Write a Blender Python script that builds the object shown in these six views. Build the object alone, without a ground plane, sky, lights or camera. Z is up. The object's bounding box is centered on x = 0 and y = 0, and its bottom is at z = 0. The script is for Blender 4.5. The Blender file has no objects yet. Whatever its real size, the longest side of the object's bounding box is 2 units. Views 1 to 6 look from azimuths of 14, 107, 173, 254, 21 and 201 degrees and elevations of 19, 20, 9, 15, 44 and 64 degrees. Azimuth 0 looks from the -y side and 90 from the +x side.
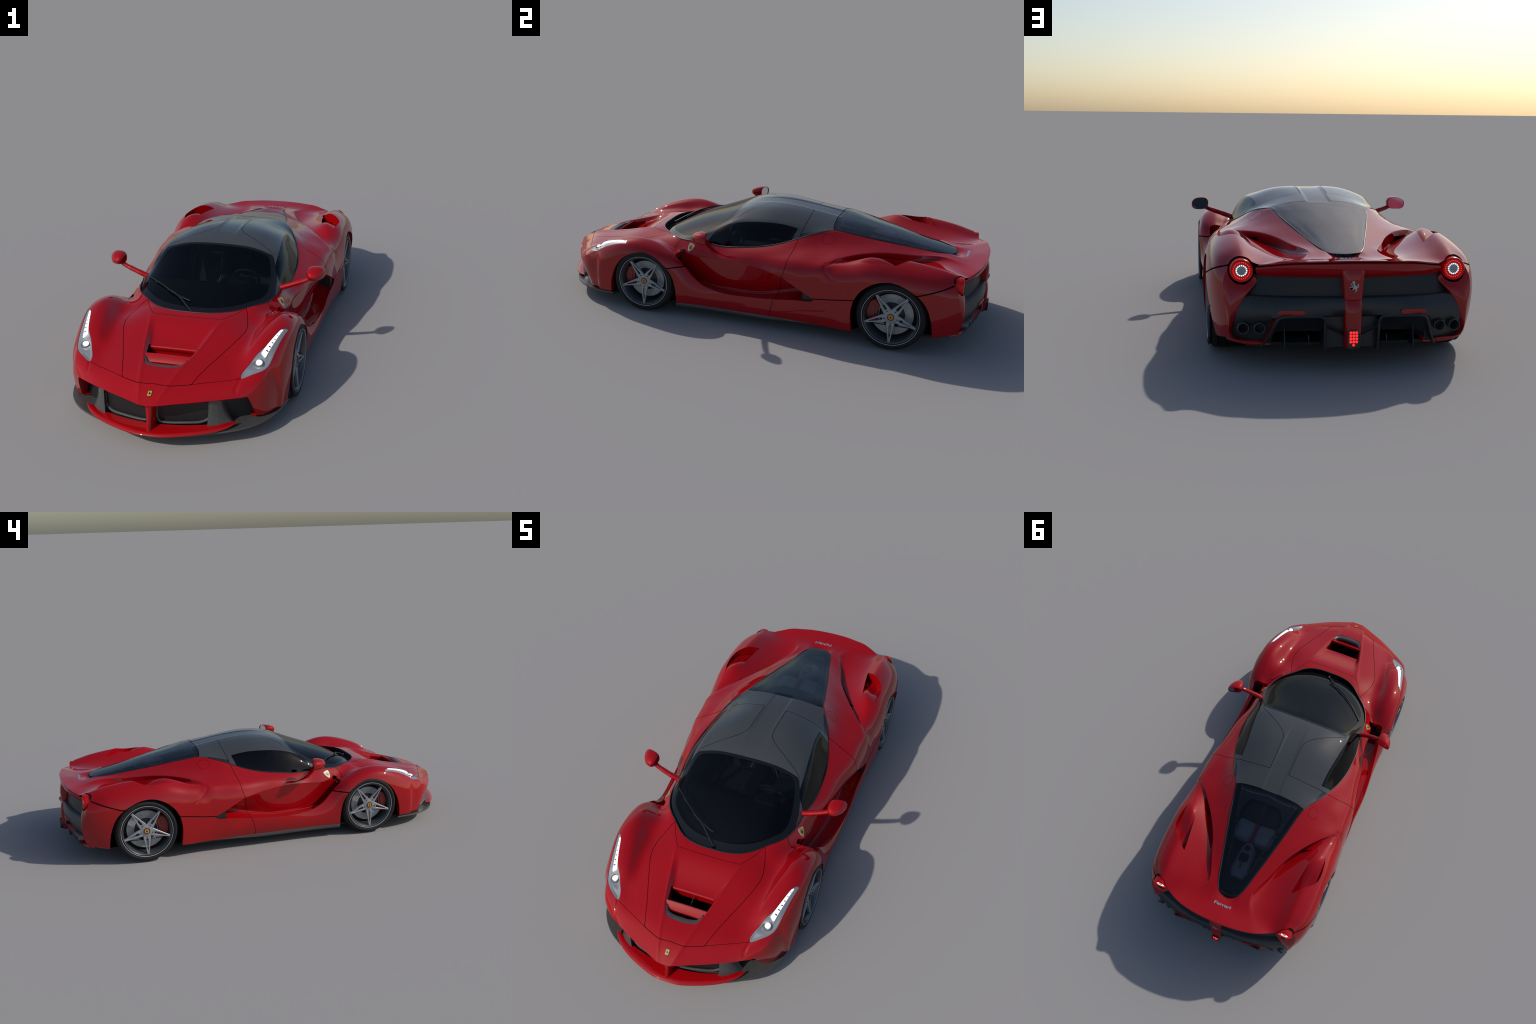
"""A red mid-engined sports coupe, built part by part from hand-placed feature lines.
Front is -y, the car is symmetric about x = 0, ground is z = 0."""
import bpy, bmesh, math
import numpy as np
from mathutils import Vector, Matrix

rng = np.random.default_rng(7)

# ------------------------------------------------------------------ materials
def material(name, base, rough=0.5, metal=0.0, coat=0.0, coat_rough=0.03, spec=0.5,
             emit=None, emit_strength=0.0, grain=None, bump=None, sheen=0.0):
    m = bpy.data.materials.new(name)
    m.use_nodes = True
    nt = m.node_tree
    b = nt.nodes["Principled BSDF"]
    b.inputs["Base Color"].default_value = (*base, 1)
    b.inputs["Roughness"].default_value = rough
    b.inputs["Metallic"].default_value = metal
    b.inputs["Coat Weight"].default_value = coat
    b.inputs["Coat Roughness"].default_value = coat_rough
    b.inputs["Specular IOR Level"].default_value = spec
    if emit is not None:
        b.inputs["Emission Color"].default_value = (*emit, 1)
        b.inputs["Emission Strength"].default_value = emit_strength
    tc = nt.nodes.new("ShaderNodeTexCoord")
    if grain:                       # fine colour variation: (scale, amount)
        n = nt.nodes.new("ShaderNodeTexNoise"); n.inputs["Scale"].default_value = grain[0]
        n.inputs["Detail"].default_value = 4
        nt.links.new(tc.outputs["Object"], n.inputs["Vector"])
        r = nt.nodes.new("ShaderNodeValToRGB")
        lo = [c * (1 - grain[1]) for c in base]; hi = [min(1, c * (1 + grain[1])) for c in base]
        r.color_ramp.elements[0].position = 0.35; r.color_ramp.elements[0].color = (*lo, 1)
        r.color_ramp.elements[1].position = 0.65; r.color_ramp.elements[1].color = (*hi, 1)
        nt.links.new(n.outputs["Fac"], r.inputs["Fac"])
        nt.links.new(r.outputs["Color"], b.inputs["Base Color"])
    if bump:                        # (scale, strength)
        n = nt.nodes.new("ShaderNodeTexNoise"); n.inputs["Scale"].default_value = bump[0]
        nt.links.new(tc.outputs["Object"], n.inputs["Vector"])
        bp = nt.nodes.new("ShaderNodeBump"); bp.inputs["Strength"].default_value = bump[1]
        bp.inputs["Distance"].default_value = 0.002
        nt.links.new(n.outputs["Fac"], bp.inputs["Height"])
        nt.links.new(bp.outputs["Normal"], b.inputs["Normal"])
    return m

def glass_material(name, tint, reflect=1.0):
    """Thin tinted pane: tinted see-through plus a Fresnel mirror."""
    m = bpy.data.materials.new(name); m.use_nodes = True
    nt = m.node_tree; nt.nodes.clear()
    out = nt.nodes.new("ShaderNodeOutputMaterial")
    mix = nt.nodes.new("ShaderNodeMixShader")
    tr = nt.nodes.new("ShaderNodeBsdfTransparent"); tr.inputs["Color"].default_value = (*tint, 1)
    gl = nt.nodes.new("ShaderNodeBsdfGlossy"); gl.inputs["Roughness"].default_value = 0.02
    gl.inputs["Color"].default_value = (reflect, reflect, reflect, 1)
    fr = nt.nodes.new("ShaderNodeFresnel"); fr.inputs["IOR"].default_value = 1.5
    nt.links.new(fr.outputs[0], mix.inputs[0]); nt.links.new(tr.outputs[0], mix.inputs[1])
    nt.links.new(gl.outputs[0], mix.inputs[2]); nt.links.new(mix.outputs[0], out.inputs[0])
    return m

def mesh_weave_material(name):
    """Fine black wire mesh: a checker of tiny dark cells."""
    m = material(name, (0.012, 0.013, 0.015), 0.5)
    nt = m.node_tree; b = nt.nodes["Principled BSDF"]
    tc = nt.nodes.new("ShaderNodeTexCoord")
    v = nt.nodes.new("ShaderNodeTexVoronoi"); v.inputs["Scale"].default_value = 220
    v.feature = 'DISTANCE_TO_EDGE'
    r = nt.nodes.new("ShaderNodeValToRGB")
    r.color_ramp.elements[0].position = 0.03; r.color_ramp.elements[0].color = (0.013, 0.0145, 0.017, 1)
    r.color_ramp.elements[1].position = 0.10; r.color_ramp.elements[1].color = (0.008, 0.0085, 0.0095, 1)
    nt.links.new(tc.outputs["Object"], v.inputs["Vector"])
    nt.links.new(v.outputs["Distance"], r.inputs["Fac"])
    nt.links.new(r.outputs["Color"], b.inputs["Base Color"])
    return m

PAINT = material("red_paint", (0.33, 0.002, 0.0045), 0.45, coat=1.0, coat_rough=0.012, spec=0.0)
CARBON = material("dark_gloss_roof", (0.056, 0.059, 0.062), 0.45, coat=1.0, coat_rough=0.012, spec=0.0)
GLASS = glass_material("tinted_glass", (0.27, 0.28, 0.30), 0.62)
REARGLASS = glass_material("rear_glass_tint", (0.47, 0.48, 0.50))
COVER = glass_material("lamp_cover_glass", (0.95, 0.95, 0.95), 0.8)
BLACK = material("black_plastic", (0.010, 0.010, 0.011), 0.45)
BLACKGLOSS = material("black_gloss", (0.012, 0.013, 0.014), 0.22, coat=0.5)
FRITMAT = material("glass_border_black", (0.006, 0.006, 0.007), 0.03)
GAPMAT = material("panel_gap_black", (0.006, 0.003, 0.003), 0.8, spec=0.1)
FLOOR = material("grey_composite", (0.060, 0.060, 0.058), 0.35, coat=0.4, grain=(180, 0.15))
BUMPER = material("satin_dark_grey", (0.022, 0.024, 0.027), 0.42, grain=(160, 0.15))
RUBBER = material("tyre_rubber", (0.014, 0.014, 0.0145), 0.75, spec=0.3, grain=(60, 0.2))
ALLOY = material("silver_alloy", (0.30, 0.31, 0.33), 0.42, metal=0.35, coat=0.3)
BARREL = material("rim_barrel", (0.10, 0.105, 0.115), 0.35, metal=0.6)
STRIPE = material("rim_edge_silver", (0.45, 0.46, 0.48), 0.4)
DISC = material("brake_disc_metal", (0.36, 0.37, 0.38), 0.45, metal=0.4, grain=(90, 0.12))
CALIPER = material("red_caliper", (0.22, 0.006, 0.006), 0.4, coat=0.3)
YELLOW = material("badge_yellow", (0.55, 0.30, 0.02), 0.4, coat=0.5)
CAPYEL = material("cap_yellow", (0.60, 0.26, 0.02), 0.4)
CHROME = material("bright_metal", (0.62, 0.63, 0.64), 0.22, metal=0.8)
WIREMESH = mesh_weave_material("wire_mesh")
LEDW = material("white_led", (0.9, 0.9, 0.9), 0.4, emit=(1, 1, 1), emit_strength=1.5)
LEDR = material("red_led", (0.9, 0.02, 0.02), 0.4, emit=(1.0, 0.02, 0.02), emit_strength=1.6)
LAMPRED = material("red_lamp_plastic", (0.36, 0.002, 0.003), 0.3, spec=0.2, coat=0.35, emit=(0.5, 0.0, 0.0), emit_strength=0.12)
REFLECTOR = material("red_reflector", (0.33, 0.006, 0.008), 0.35, grain=(300, 0.2))
LAMPSILVER = material("lamp_silver", (0.27, 0.28, 0.30), 0.35, metal=0.25, coat=0.6)
LAMPDARK = material("lamp_shadow_grey", (0.12, 0.12, 0.13), 0.35, metal=0.3)
MIRRORGL = material("mirror_glass", (0.75, 0.76, 0.78), 0.02, metal=1.0)
INTERIOR = material("interior_black", (0.016, 0.016, 0.018), 0.7, grain=(120, 0.2))
LEATHER = material("seat_leather", (0.05, 0.05, 0.056), 0.6, grain=(150, 0.2))
PIPING = material("silver_piping", (0.8, 0.8, 0.82), 0.4)  # near-white tint so the lines still show in the darkened cabin
ENGINE = material("engine_cover_grey", (0.70, 0.71, 0.73), 0.45, grain=(40, 0.06))  # lightened well past plain grey to offset dim light under the rear glass
ENGINEDARK = material("engine_dark", (0.045, 0.05, 0.065), 0.5)
BAYPANEL = material("bay_panel_grey", (0.16, 0.165, 0.175), 0.5)  # raised grey, makes up for light lost through the tinted pane
REDTRIM = material("red_trim", (0.75, 0.02, 0.025), 0.45)  # red brightened because little light reaches the engine bay
EXHAUST = material("exhaust_metal", (0.13, 0.132, 0.137), 0.35, metal=0.5)

# ------------------------------------------------------------------ scene tree
ROOT = bpy.data.objects.new("sports_car", None)
bpy.context.scene.collection.objects.link(ROOT)
ROOT["label"] = "low red two-seat supercar with dark grey roof and five-spoke wheels"
ROOT["category"] = "sports car"

def add_object(name, mesh, parent=ROOT):
    o = bpy.data.objects.new(name, mesh)
    bpy.context.scene.collection.objects.link(o)
    o.parent = parent
    return o

def mesh_object(name, V, F, mat, parent=ROOT, smooth=35.0, stuff=False):
    me = bpy.data.meshes.new(name)
    me.from_pydata([tuple(map(float, v)) for v in V], [], [tuple(map(int, f)) for f in F])
    me.materials.append(mat)
    bm = bmesh.new(); bm.from_mesh(me)
    bmesh.ops.remove_doubles(bm, verts=bm.verts, dist=1e-6)
    bmesh.ops.recalc_face_normals(bm, faces=bm.faces)
    bm.to_mesh(me); bm.free()
    if smooth:
        me.polygons.foreach_set("use_smooth", [True] * len(me.polygons))
        me.set_sharp_from_angle(angle=math.radians(smooth))
    o = add_object(name, me, parent)
    if stuff:
        o["kind"] = "stuff"
    return o

def both_sides(name, V, F, mat, parent=ROOT, **kw):
    """Build a part and its mirror image."""
    V = np.asarray(V, float)
    a = mesh_object(name, V, F, mat, parent, **kw)
    b = mesh_object(name, V * [-1, 1, 1], [tuple(reversed(f)) for f in F], mat, parent, **kw)
    return a, b

class Builder:
    """Collects several solids into one vertex/face list."""
    def __init__(s): s.V = []; s.F = []
    def add(s, V, F):
        n = len(s.V); s.V += [tuple(v) for v in V]; s.F += [tuple(i + n for i in f) for f in F]; return s
    def mirrored(s):
        s.add([(-x, y, z) for x, y, z in s.V], [tuple(reversed(f)) for f in s.F]); return s

# ------------------------------------------------------------------ curves and solids
def spline_eval(t, P, ts):
    """Natural cubic spline through P at parameters t, sampled at ts."""
    t = np.asarray(t, float); P = np.asarray(P, float); n = len(t)
    if P.ndim == 1: P = P[:, None]
    h = np.diff(t); A = np.eye(n); R = np.zeros_like(P)
    for i in range(1, n - 1):
        A[i, i - 1] = h[i - 1]; A[i, i] = 2 * (h[i - 1] + h[i]); A[i, i + 1] = h[i]
        R[i] = 6 * ((P[i + 1] - P[i]) / h[i] - (P[i] - P[i - 1]) / h[i - 1])
    M = np.linalg.solve(A, R)
    k = np.clip(np.searchsorted(t, ts) - 1, 0, n - 2)
    a = (t[k + 1] - ts)[:, None]; b = (ts - t[k])[:, None]; hk = h[k][:, None]
    return (M[k] * a ** 3 + M[k + 1] * b ** 3) / (6 * hk) + (P[k] / hk - M[k] * hk / 6) * a + (P[k + 1] / hk - M[k + 1] * hk / 6) * b

def smooth_curve(P, n=120, closed=False):
    """Centripetal-ish cubic through points, resampled."""
    P = np.asarray(P, float)
    if closed: P = np.vstack([P[-3:], P, P[:4]])
    d = np.r_[0, np.cumsum(np.linalg.norm(np.diff(P, axis=0), axis=1) ** 0.75)]
    if closed: ts = np.linspace(d[3], d[-4], n, endpoint=False)
    else: ts = np.linspace(0, d[-1], n)
    return spline_eval(d, P, ts)

def poly_sdf(p, poly, closed=True):
    """Signed distance (negative inside) of 2D points to a polygon; unsigned for an open line."""
    p = np.asarray(p, float); poly = np.asarray(poly, float)
    a = poly; b = np.roll(poly, -1, 0)
    if not closed: a, b = poly[:-1], poly[1:]
    lo, hi = poly.min(0) - .06, poly.max(0) + .06          # far points need no exact distance
    near = np.all((p > lo) & (p < hi), axis=1)
    out = np.full(len(p), .06); pn = p[near]
    best = np.full(len(pn), 1e9); inside = np.zeros(len(pn), bool)
    for i in range(len(a)):
        e = b[i] - a[i]; L = e @ e
        if L < 1e-14: continue
        w = pn - a[i]; t = np.clip(w @ e / L, 0, 1)
        q = w - t[:, None] * e
        best = np.minimum(best, (q * q).sum(1))
        if closed:
            c = (a[i, 1] > pn[:, 1]) != (b[i, 1] > pn[:, 1])
            if c.any():
                xi = a[i, 0] + (pn[:, 1] - a[i, 1]) / (e[1] if abs(e[1]) > 1e-12 else 1e-12) * e[0]
                inside ^= c & (pn[:, 0] < xi)
    d = np.sqrt(best)
    out[near] = np.where(inside, -d, d) if closed else d
    return out

def sstep(x, a=0.0, b=1.0):
    t = np.clip((np.asarray(x, float) - a) / (b - a), 0, 1); return t * t * (3 - 2 * t)

def grid_faces(nr, nc, wrap=False):
    F = []
    for r in range(nr - 1):
        for c in range(nc if wrap else nc - 1):
            c2 = (c + 1) % nc
            F.append((r * nc + c, r * nc + c2, (r + 1) * nc + c2, (r + 1) * nc + c))
    return F

def loft_rings(rings, cap=True):
    """Closed cross-section rings (same count) joined into a solid."""
    n = len(rings[0]); V = [tuple(p) for r in rings for p in r]
    F = grid_faces(len(rings), n, True)
    if cap:
        F.append(tuple(reversed(range(n)))); F.append(tuple(range((len(rings) - 1) * n, len(rings) * n)))
    return V, F

def loft_lines(lines, n=40, m=None):
    """Open surface through polylines, each resampled smoothly to n points."""
    L = [smooth_curve(l, n) for l in lines]
    if m:
        L = np.array(L); t = np.linspace(0, 1, len(L)); ts = np.linspace(0, 1, m)
        L = np.stack([spline_eval(t, L[:, i], ts) for i in range(n)], 1)
    V = np.concatenate(list(L)); return V, grid_faces(len(L), n)

def tube(P, r, sides=10, n=None, closed=False, flat=1.0):
    P = np.asarray(P, float)
    if n: P = smooth_curve(P, n, closed)
    m = len(P); rr = np.broadcast_to(r, (m,)) if np.ndim(r) else np.full(m, r)
    T = np.roll(P, -1, 0) - np.roll(P, 1, 0)
    if not closed: T[0] = P[1] - P[0]; T[-1] = P[-1] - P[-2]
    T /= np.linalg.norm(T, axis=1)[:, None]
    up = np.array([0.0, 0, 1])
    rings = []
    for i in range(m):
        s = np.cross(T[i], up)
        if np.linalg.norm(s) < 0.2: s = np.cross(T[i], [0, 1, 0])
        s /= np.linalg.norm(s); u = np.cross(s, T[i])
        rings.append([P[i] + rr[i] * (math.cos(a) * s + flat * math.sin(a) * u) for a in np.linspace(0, 2 * math.pi, sides, endpoint=False)])
    if closed: return loft_rings(rings + [rings[0]], cap=False)
    return loft_rings(rings)

def revolve_x(profile, cx, cy, cz, n=64, closed=True, sx=1):
    """Revolve (r, x) profile about the x axis through (cx, cy, cz)."""
    rings = []
    for a in np.linspace(0, 2 * math.pi, n, endpoint=False):
        rings.append([(cx + sx * x, cy + r * math.cos(a), cz + r * math.sin(a)) for r, x in profile])
    k = len(profile); V = [p for r in rings for p in r]; F = []
    for i in range(n):
        j = (i + 1) % n
        for q in range(k if closed else k - 1):
            q2 = (q + 1) % k
            F.append((i * k + q, i * k + q2, j * k + q2, j * k + q))
    return V, F

def revolve_y(profile, c, n=48):
    """Revolve (r, y) profile about the y axis through c (open profile)."""
    k = len(profile); V = []; F = []
    for a in np.linspace(0, 2 * math.pi, n, endpoint=False):
        V += [(c[0] + r * math.cos(a), c[1] + y, c[2] + r * math.sin(a)) for r, y in profile]
    for i in range(n):
        j = (i + 1) % n
        for q in range(k - 1): F.append((i * k + q, i * k + q + 1, j * k + q + 1, j * k + q))
    return V, F

def ball(c, r, seg=10, rings=6, scale=(1, 1, 1)):
    V = []; F = []
    for i in range(rings + 1):
        th = math.pi * i / rings
        for j in range(seg):
            ph = 2 * math.pi * j / seg
            V.append((c[0] + scale[0] * r * math.sin(th) * math.cos(ph), c[1] + scale[1] * r * math.sin(th) * math.sin(ph), c[2] + scale[2] * r * math.cos(th)))
    return V, grid_faces(rings + 1, seg, True)

def rounded_box(c, size, b=0.3, rot=None):
    """Box with rounded edges (superellipsoid), size = full extents; b small = boxy."""
    V = []; F = []; nu, nv = 20, 12
    f = lambda w, e: math.copysign(abs(w) ** e, w)
    for i in range(nv + 1):
        th = -math.pi / 2 + math.pi * i / nv
        for j in range(nu):
            ph = 2 * math.pi * j / nu
            V.append((size[0] / 2 * f(math.cos(th), b) * f(math.cos(ph), b), size[1] / 2 * f(math.cos(th), b) * f(math.sin(ph), b), size[2] / 2 * f(math.sin(th), b)))
    if rot is not None: V = [tuple(rot @ Vector(v)) for v in V]
    return [(v[0] + c[0], v[1] + c[1], v[2] + c[2]) for v in V], grid_faces(nv + 1, nu, True)

def prism(poly, axis, a, b):
    """Extrude a 2D polygon between two values of an axis (0 x, 1 y, 2 z)."""
    def at(p, v):
        q = list(p); q.insert(axis, v); return tuple(q)
    n = len(poly); V = [at(p, a) for p in poly] + [at(p, b) for p in poly]
    F = [(i, (i + 1) % n, n + (i + 1) % n, n + i) for i in range(n)]
    return V, F + [tuple(reversed(range(n))), tuple(range(n, 2 * n))]

# ------------------------------------------------------------------ surface patches
class Patch:
    """Triangle patch with carried normals and a face label, cuttable along level sets."""
    def __init__(s, V, N, F, L=None):
        s.V = V; s.N = N; s.F = F; s.L = np.zeros(len(F), int) if L is None else L
    @staticmethod
    def from_grid(G, flip=False):
        nr, nc = G.shape[:2]; V = G.reshape(-1, 3)
        i = np.arange(nr * nc).reshape(nr, nc)
        a, b, c, d = i[:-1, :-1].ravel(), i[:-1, 1:].ravel(), i[1:, 1:].ravel(), i[1:, :-1].ravel()
        F = np.concatenate([np.c_[a, b, c], np.c_[a, c, d]])
        if flip: F = F[:, ::-1].copy()
        p = Patch(V.copy(), None, F); p.renormal(); return p
    def renormal(s):
        a, b, c = (s.V[s.F[:, k]] for k in range(3))
        fn = np.cross(b - a, c - a); N = np.zeros_like(s.V)
        for k in range(3): np.add.at(N, s.F[:, k], fn)
        l = np.linalg.norm(N, axis=1); l[l == 0] = 1
        s.N = N / l[:, None]
    def cut(s, fn, eps=4e-5):
        f = fn(s.V); f = np.where(np.abs(f) < eps, 0, f); sg = np.sign(f).astype(int)
        S = sg[s.F]; mixed = (S.min(1) < 0) & (S.max(1) > 0)
        if not mixed.any(): return s
        T = s.F[mixed]; TL = s.L[mixed]
        E = np.concatenate([T[:, [0, 1]], T[:, [1, 2]], T[:, [2, 0]]]); E.sort(1)
        cr = sg[E[:, 0]] * sg[E[:, 1]] < 0
        U, inv = np.unique(E[cr], axis=0, return_inverse=True); inv = inv.ravel()
        t = (f[U[:, 0]] / (f[U[:, 0]] - f[U[:, 1]]))[:, None]
        nv = len(s.V)
        NV = s.V[U[:, 0]] * (1 - t) + s.V[U[:, 1]] * t
        NN = s.N[U[:, 0]] * (1 - t) + s.N[U[:, 1]] * t; NN /= np.linalg.norm(NN, axis=1)[:, None]
        idx = np.full(len(E), -1); idx[cr] = nv + inv; M = idx.reshape(3, -1).T
        out = [s.F[~mixed]]; lab = [s.L[~mixed]]
        for k in range(3):
            a, b, c = T[:, k], T[:, (k + 1) % 3], T[:, (k + 2) % 3]
            mab, mbc, mca = M[:, k], M[:, (k + 1) % 3], M[:, (k + 2) % 3]
            one = (mab < 0) & (mca < 0) & (mbc >= 0); two = (mab >= 0) & (mca >= 0)
            out += [np.c_[a, b, mbc][one], np.c_[a, mbc, c][one], np.c_[a, mab, mca][two], np.c_[mab, b, c][two], np.c_[mab, c, mca][two]]
            lab += [TL[one]] * 2 + [TL[two]] * 3
        s.V = np.vstack([s.V, NV]); s.N = np.vstack([s.N, NN]); s.F = np.vstack(out); s.L = np.concatenate(lab)
        return s
    def face_value(s, fn): return fn(s.V)[s.F].mean(1)
    def label(s, fn, k, only=None, cut=True):
        """Cut along fn = 0 and give faces with fn < 0 the label k (only those labelled `only`)."""
        if cut: s.cut(fn)
        m = s.face_value(fn) < 0
        if only is not None: m &= np.isin(s.L, only)
        s.L[m] = k; return s
    def take(s, mask):
        F = s.F[mask]; u, inv = np.unique(F, return_inverse=True)
        return Patch(s.V[u].copy(), s.N[u].copy(), inv.reshape(-1, 3), s.L[mask].copy())
    def mirror_join(s):
        """Weld the half at x = 0 with its mirror image."""
        V = s.V.copy(); N = s.N.copy(); on = np.abs(V[:, 0]) < 1e-5
        V[on, 0] = 0; N[on, 0] = 0; N[on] /= np.linalg.norm(N[on], axis=1)[:, None]
        n = len(V); mp = np.arange(n) + n; mp[on] = np.arange(n)[on]
        return Patch(np.vstack([V, V * [-1, 1, 1]]), np.vstack([N, N * [-1, 1, 1]]), np.vstack([s.F, mp[s.F][:, ::-1]]), np.r_[s.L, s.L])
    def mirror(s): return Patch(s.V * [-1, 1, 1], s.N * [-1, 1, 1], s.F[:, ::-1].copy(), s.L.copy())
    def boundary(s):
        E = np.concatenate([s.F[:, [0, 1]], s.F[:, [1, 2]], s.F[:, [2, 0]]])
        K = np.sort(E, 1); _, inv, cnt = np.unique(K, axis=0, return_inverse=True, return_counts=True)
        return E[cnt[inv.ravel()] == 1]
    def lip(s, near, direction, depth=None, steps=2):
        """Walls hanging from the boundary edges where |near(V)| is tiny, along `direction` (vector or fn)."""
        E = s.boundary(); v = np.abs(near(s.V)) < 2.5e-4
        E = E[v[E[:, 0]] & v[E[:, 1]]]
        if len(E) == 0: return None
        d = direction(s.V) if callable(direction) else np.broadcast_to(np.asarray(direction, float), s.V.shape)
        u, inv = np.unique(E, return_inverse=True); inv = inv.reshape(-1, 2); n = len(u)
        rows = [s.V[u] + d[u] * k / steps for k in range(steps + 1)]
        F = []
        for k in range(steps):
            a, b = inv[:, 0] + k * n, inv[:, 1] + k * n
            F += [np.c_[b, a, a + n], np.c_[b, a + n, b + n]]
        p = Patch(np.vstack(rows), None, np.vstack(F)); p.renormal(); return p

def patch_object(name, p, mat, parent=ROOT):
    used, inv = np.unique(p.F, return_inverse=True); F = inv.reshape(-1, 3)
    V = p.V[used]; N = p.N[used]
    ar = np.linalg.norm(np.cross(V[F[:, 1]] - V[F[:, 0]], V[F[:, 2]] - V[F[:, 0]]), axis=1)
    F = F[ar > 1e-13]
    me = bpy.data.meshes.new(name)
    me.vertices.add(len(V)); me.vertices.foreach_set("co", V.ravel())
    me.loops.add(len(F) * 3); me.loops.foreach_set("vertex_index", F.ravel().astype(np.int32))
    me.polygons.add(len(F)); me.polygons.foreach_set("loop_start", np.arange(0, len(F) * 3, 3, dtype=np.int32))
    me.update(calc_edges=True); me.validate()
    me.materials.append(mat)
    me.polygons.foreach_set("use_smooth", [True] * len(me.polygons))
    if len(me.vertices) == len(N):
        me.normals_split_custom_set_from_vertices([tuple(n) for n in N])
    return add_object(name, me, parent)

def sided_objects(name, p, mat, parent=ROOT):
    return patch_object(name, p, mat, parent), patch_object(name, p.mirror(), mat, parent)

def join_patches(*ps):
    ps = [p for p in ps if p is not None and len(p.F)]
    V = []; N = []; F = []; n = 0
    for p in ps: V.append(p.V); N.append(p.N); F.append(p.F + n); n += len(p.V)
    return Patch(np.vstack(V), np.vstack(N), np.vstack(F))

# ------------------------------------------------------------------ body net: feature lines through stations
# Lines from the centre outward: 0 centre, 1 hood crease, 2 hood side, 3 canopy edge, 4 inner slope,
# 5 valley / buttress edge, 6 valley floor, 7 inner flank, 8 crest, 9 shoulder, 10 widest, 11 lower side, 12 bottom, 13 tuck
STATIONS = []
def station(t, *pts):
    STATIONS.append((t, [(p[0], t, p[1]) if len(p) == 2 else p for p in pts]))

# nose lip and front edge of the bumper corner
station(-1.00, (0, -.994, .166), (.029, -.992, .168), (.11, -.957, .170), (.15, -.940, .170), (.193, -.918, .170), (.228, -.900, .169), (.255, -.884, .168),
        (.274, -.873, .168), (.290, -.863, .167), (.306, -.850, .166), (.314, -.838, .140), (.320, -.815, .100), (.324, -.797, .069), (.300, -.790, .066))
station(-.93, (0, -.925, .2075), (.050, -.922, .2075), (.115, -.895, .207), (.155, -.884, .205), (.193, -.874, .202), (.230, -.863, .200), (.260, -.853, .199),
        (.284, -.842, .200), (.308, -.828, .202), (.335, -.813, .198), (.351, -.802, .155), (.355, -.787, .105), (.353, -.776, .068), (.320, -.770, .065))
station(-.82, (0, -.820, .238), (.075, -.820, .239), (.145, -.810, .234), (.190, -.795, .231), (.222, -.785, .228), (.250, -.776, .228), (.274, -.770, .234),
        (.296, -.764, .242), (.320, -.757, .246), (.354, -.748, .235), (.377, -.735, .180), (.383, -.730, .115), (.379, -.725, .068), (.340, -.725, .064))
station(-.70, (0, .268), (.104, .269), (.175, .262), (.218, .256), (.244, .255), (.265, .263), (.284, .276), (.303, .282), (.327, .283), (.367, .261), (.394, .205), (.400, .130), (.396, .068), (.35, .064))
station(-.60, (0, .298), (.127, .2965), (.195, .287), (.232, .280), (.256, .278), (.278, .287), (.299, .304), (.318, .312), (.344, .315), (.387, .297), (.409, .235), (.413, .140), (.405, .067), (.35, .063))
station(-.50, (0, .312), (.143, .314), (.200, .300), (.236, .290), (.260, .287), (.284, .294), (.306, .308), (.324, .319), (.348, .325), (.396, .303), (.417, .245), (.416, .140), (.406, .065), (.35, .060))
station(-.43, (0, .300), (.120, .312), (.180, .317), (.215, .315), (.245, .301), (.272, .292), (.298, .294), (.318, .302), (.347, .309), (.397, .291), (.418, .240), (.416, .140), (.404, .062), (.35, .056))
station(-.385, (0, .290), (.120, .302), (.200, .314), (.247, .315), (.265, .299), (.284, .284), (.302, .276), (.322, .281), (.350, .290), (.396, .277), (.416, .232), (.414, .140), (.403, .061), (.35, .055))
station(-.355, (0, .287), (.120, .300), (.200, .314), (.259, .318), (.273, .300), (.288, .280), (.304, .268), (.325, .269), (.352, .275), (.390, .265), (.411, .222), (.411, .140), (.401, .060), (.35, .054))
station(-.325, (0, .284), (.120, .297), (.200, .312), (.269, .321), (.281, .307), (.292, .293), (.302, .280), (.312, .269), (.326, .263), (.374, .246), (.398, .203), (.407, .130), (.400, .060), (.35, .053))
station(-.28, (0, .280), (.120, .295), (.200, .310), (.279, .322), (.289, .312), (.297, .301), (.304, .291), (.310, .279), (.318, .264), (.366, .222), (.392, .172), (.404, .118), (.396, .060), (.35, .052))
station(-.20, (0, .280), (.120, .290), (.200, .300), (.286, .318), (.297, .306), (.306, .294), (.313, .284), (.318, .275), (.324, .266), (.362, .205), (.391, .150), (.402, .105), (.392, .060), (.35, .052))
station(-.08, (0, .290), (.120, .300), (.200, .310), (.299, .326), (.315, .316), (.328, .306), (.338, .297), (.345, .288), (.350, .278), (.376, .210), (.402, .148), (.406, .100), (.391, .060), (.35, .052))
station(.05, (0, .310), (.120, .320), (.200, .330), (.290, .345), (.314, .334), (.336, .321), (.352, .308), (.363, .292), (.373, .270), (.393, .210), (.409, .147), (.409, .100), (.391, .060), (.35, .052))
station(.17, (0, .345), (.080, .355), (.160, .365), (.257, .379), (.295, .355), (.338, .333), (.369, .316), (.389, .290), (.398, .252), (.402, .200), (.405, .155), (.407, .100), (.392, .060), (.35, .050))
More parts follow.
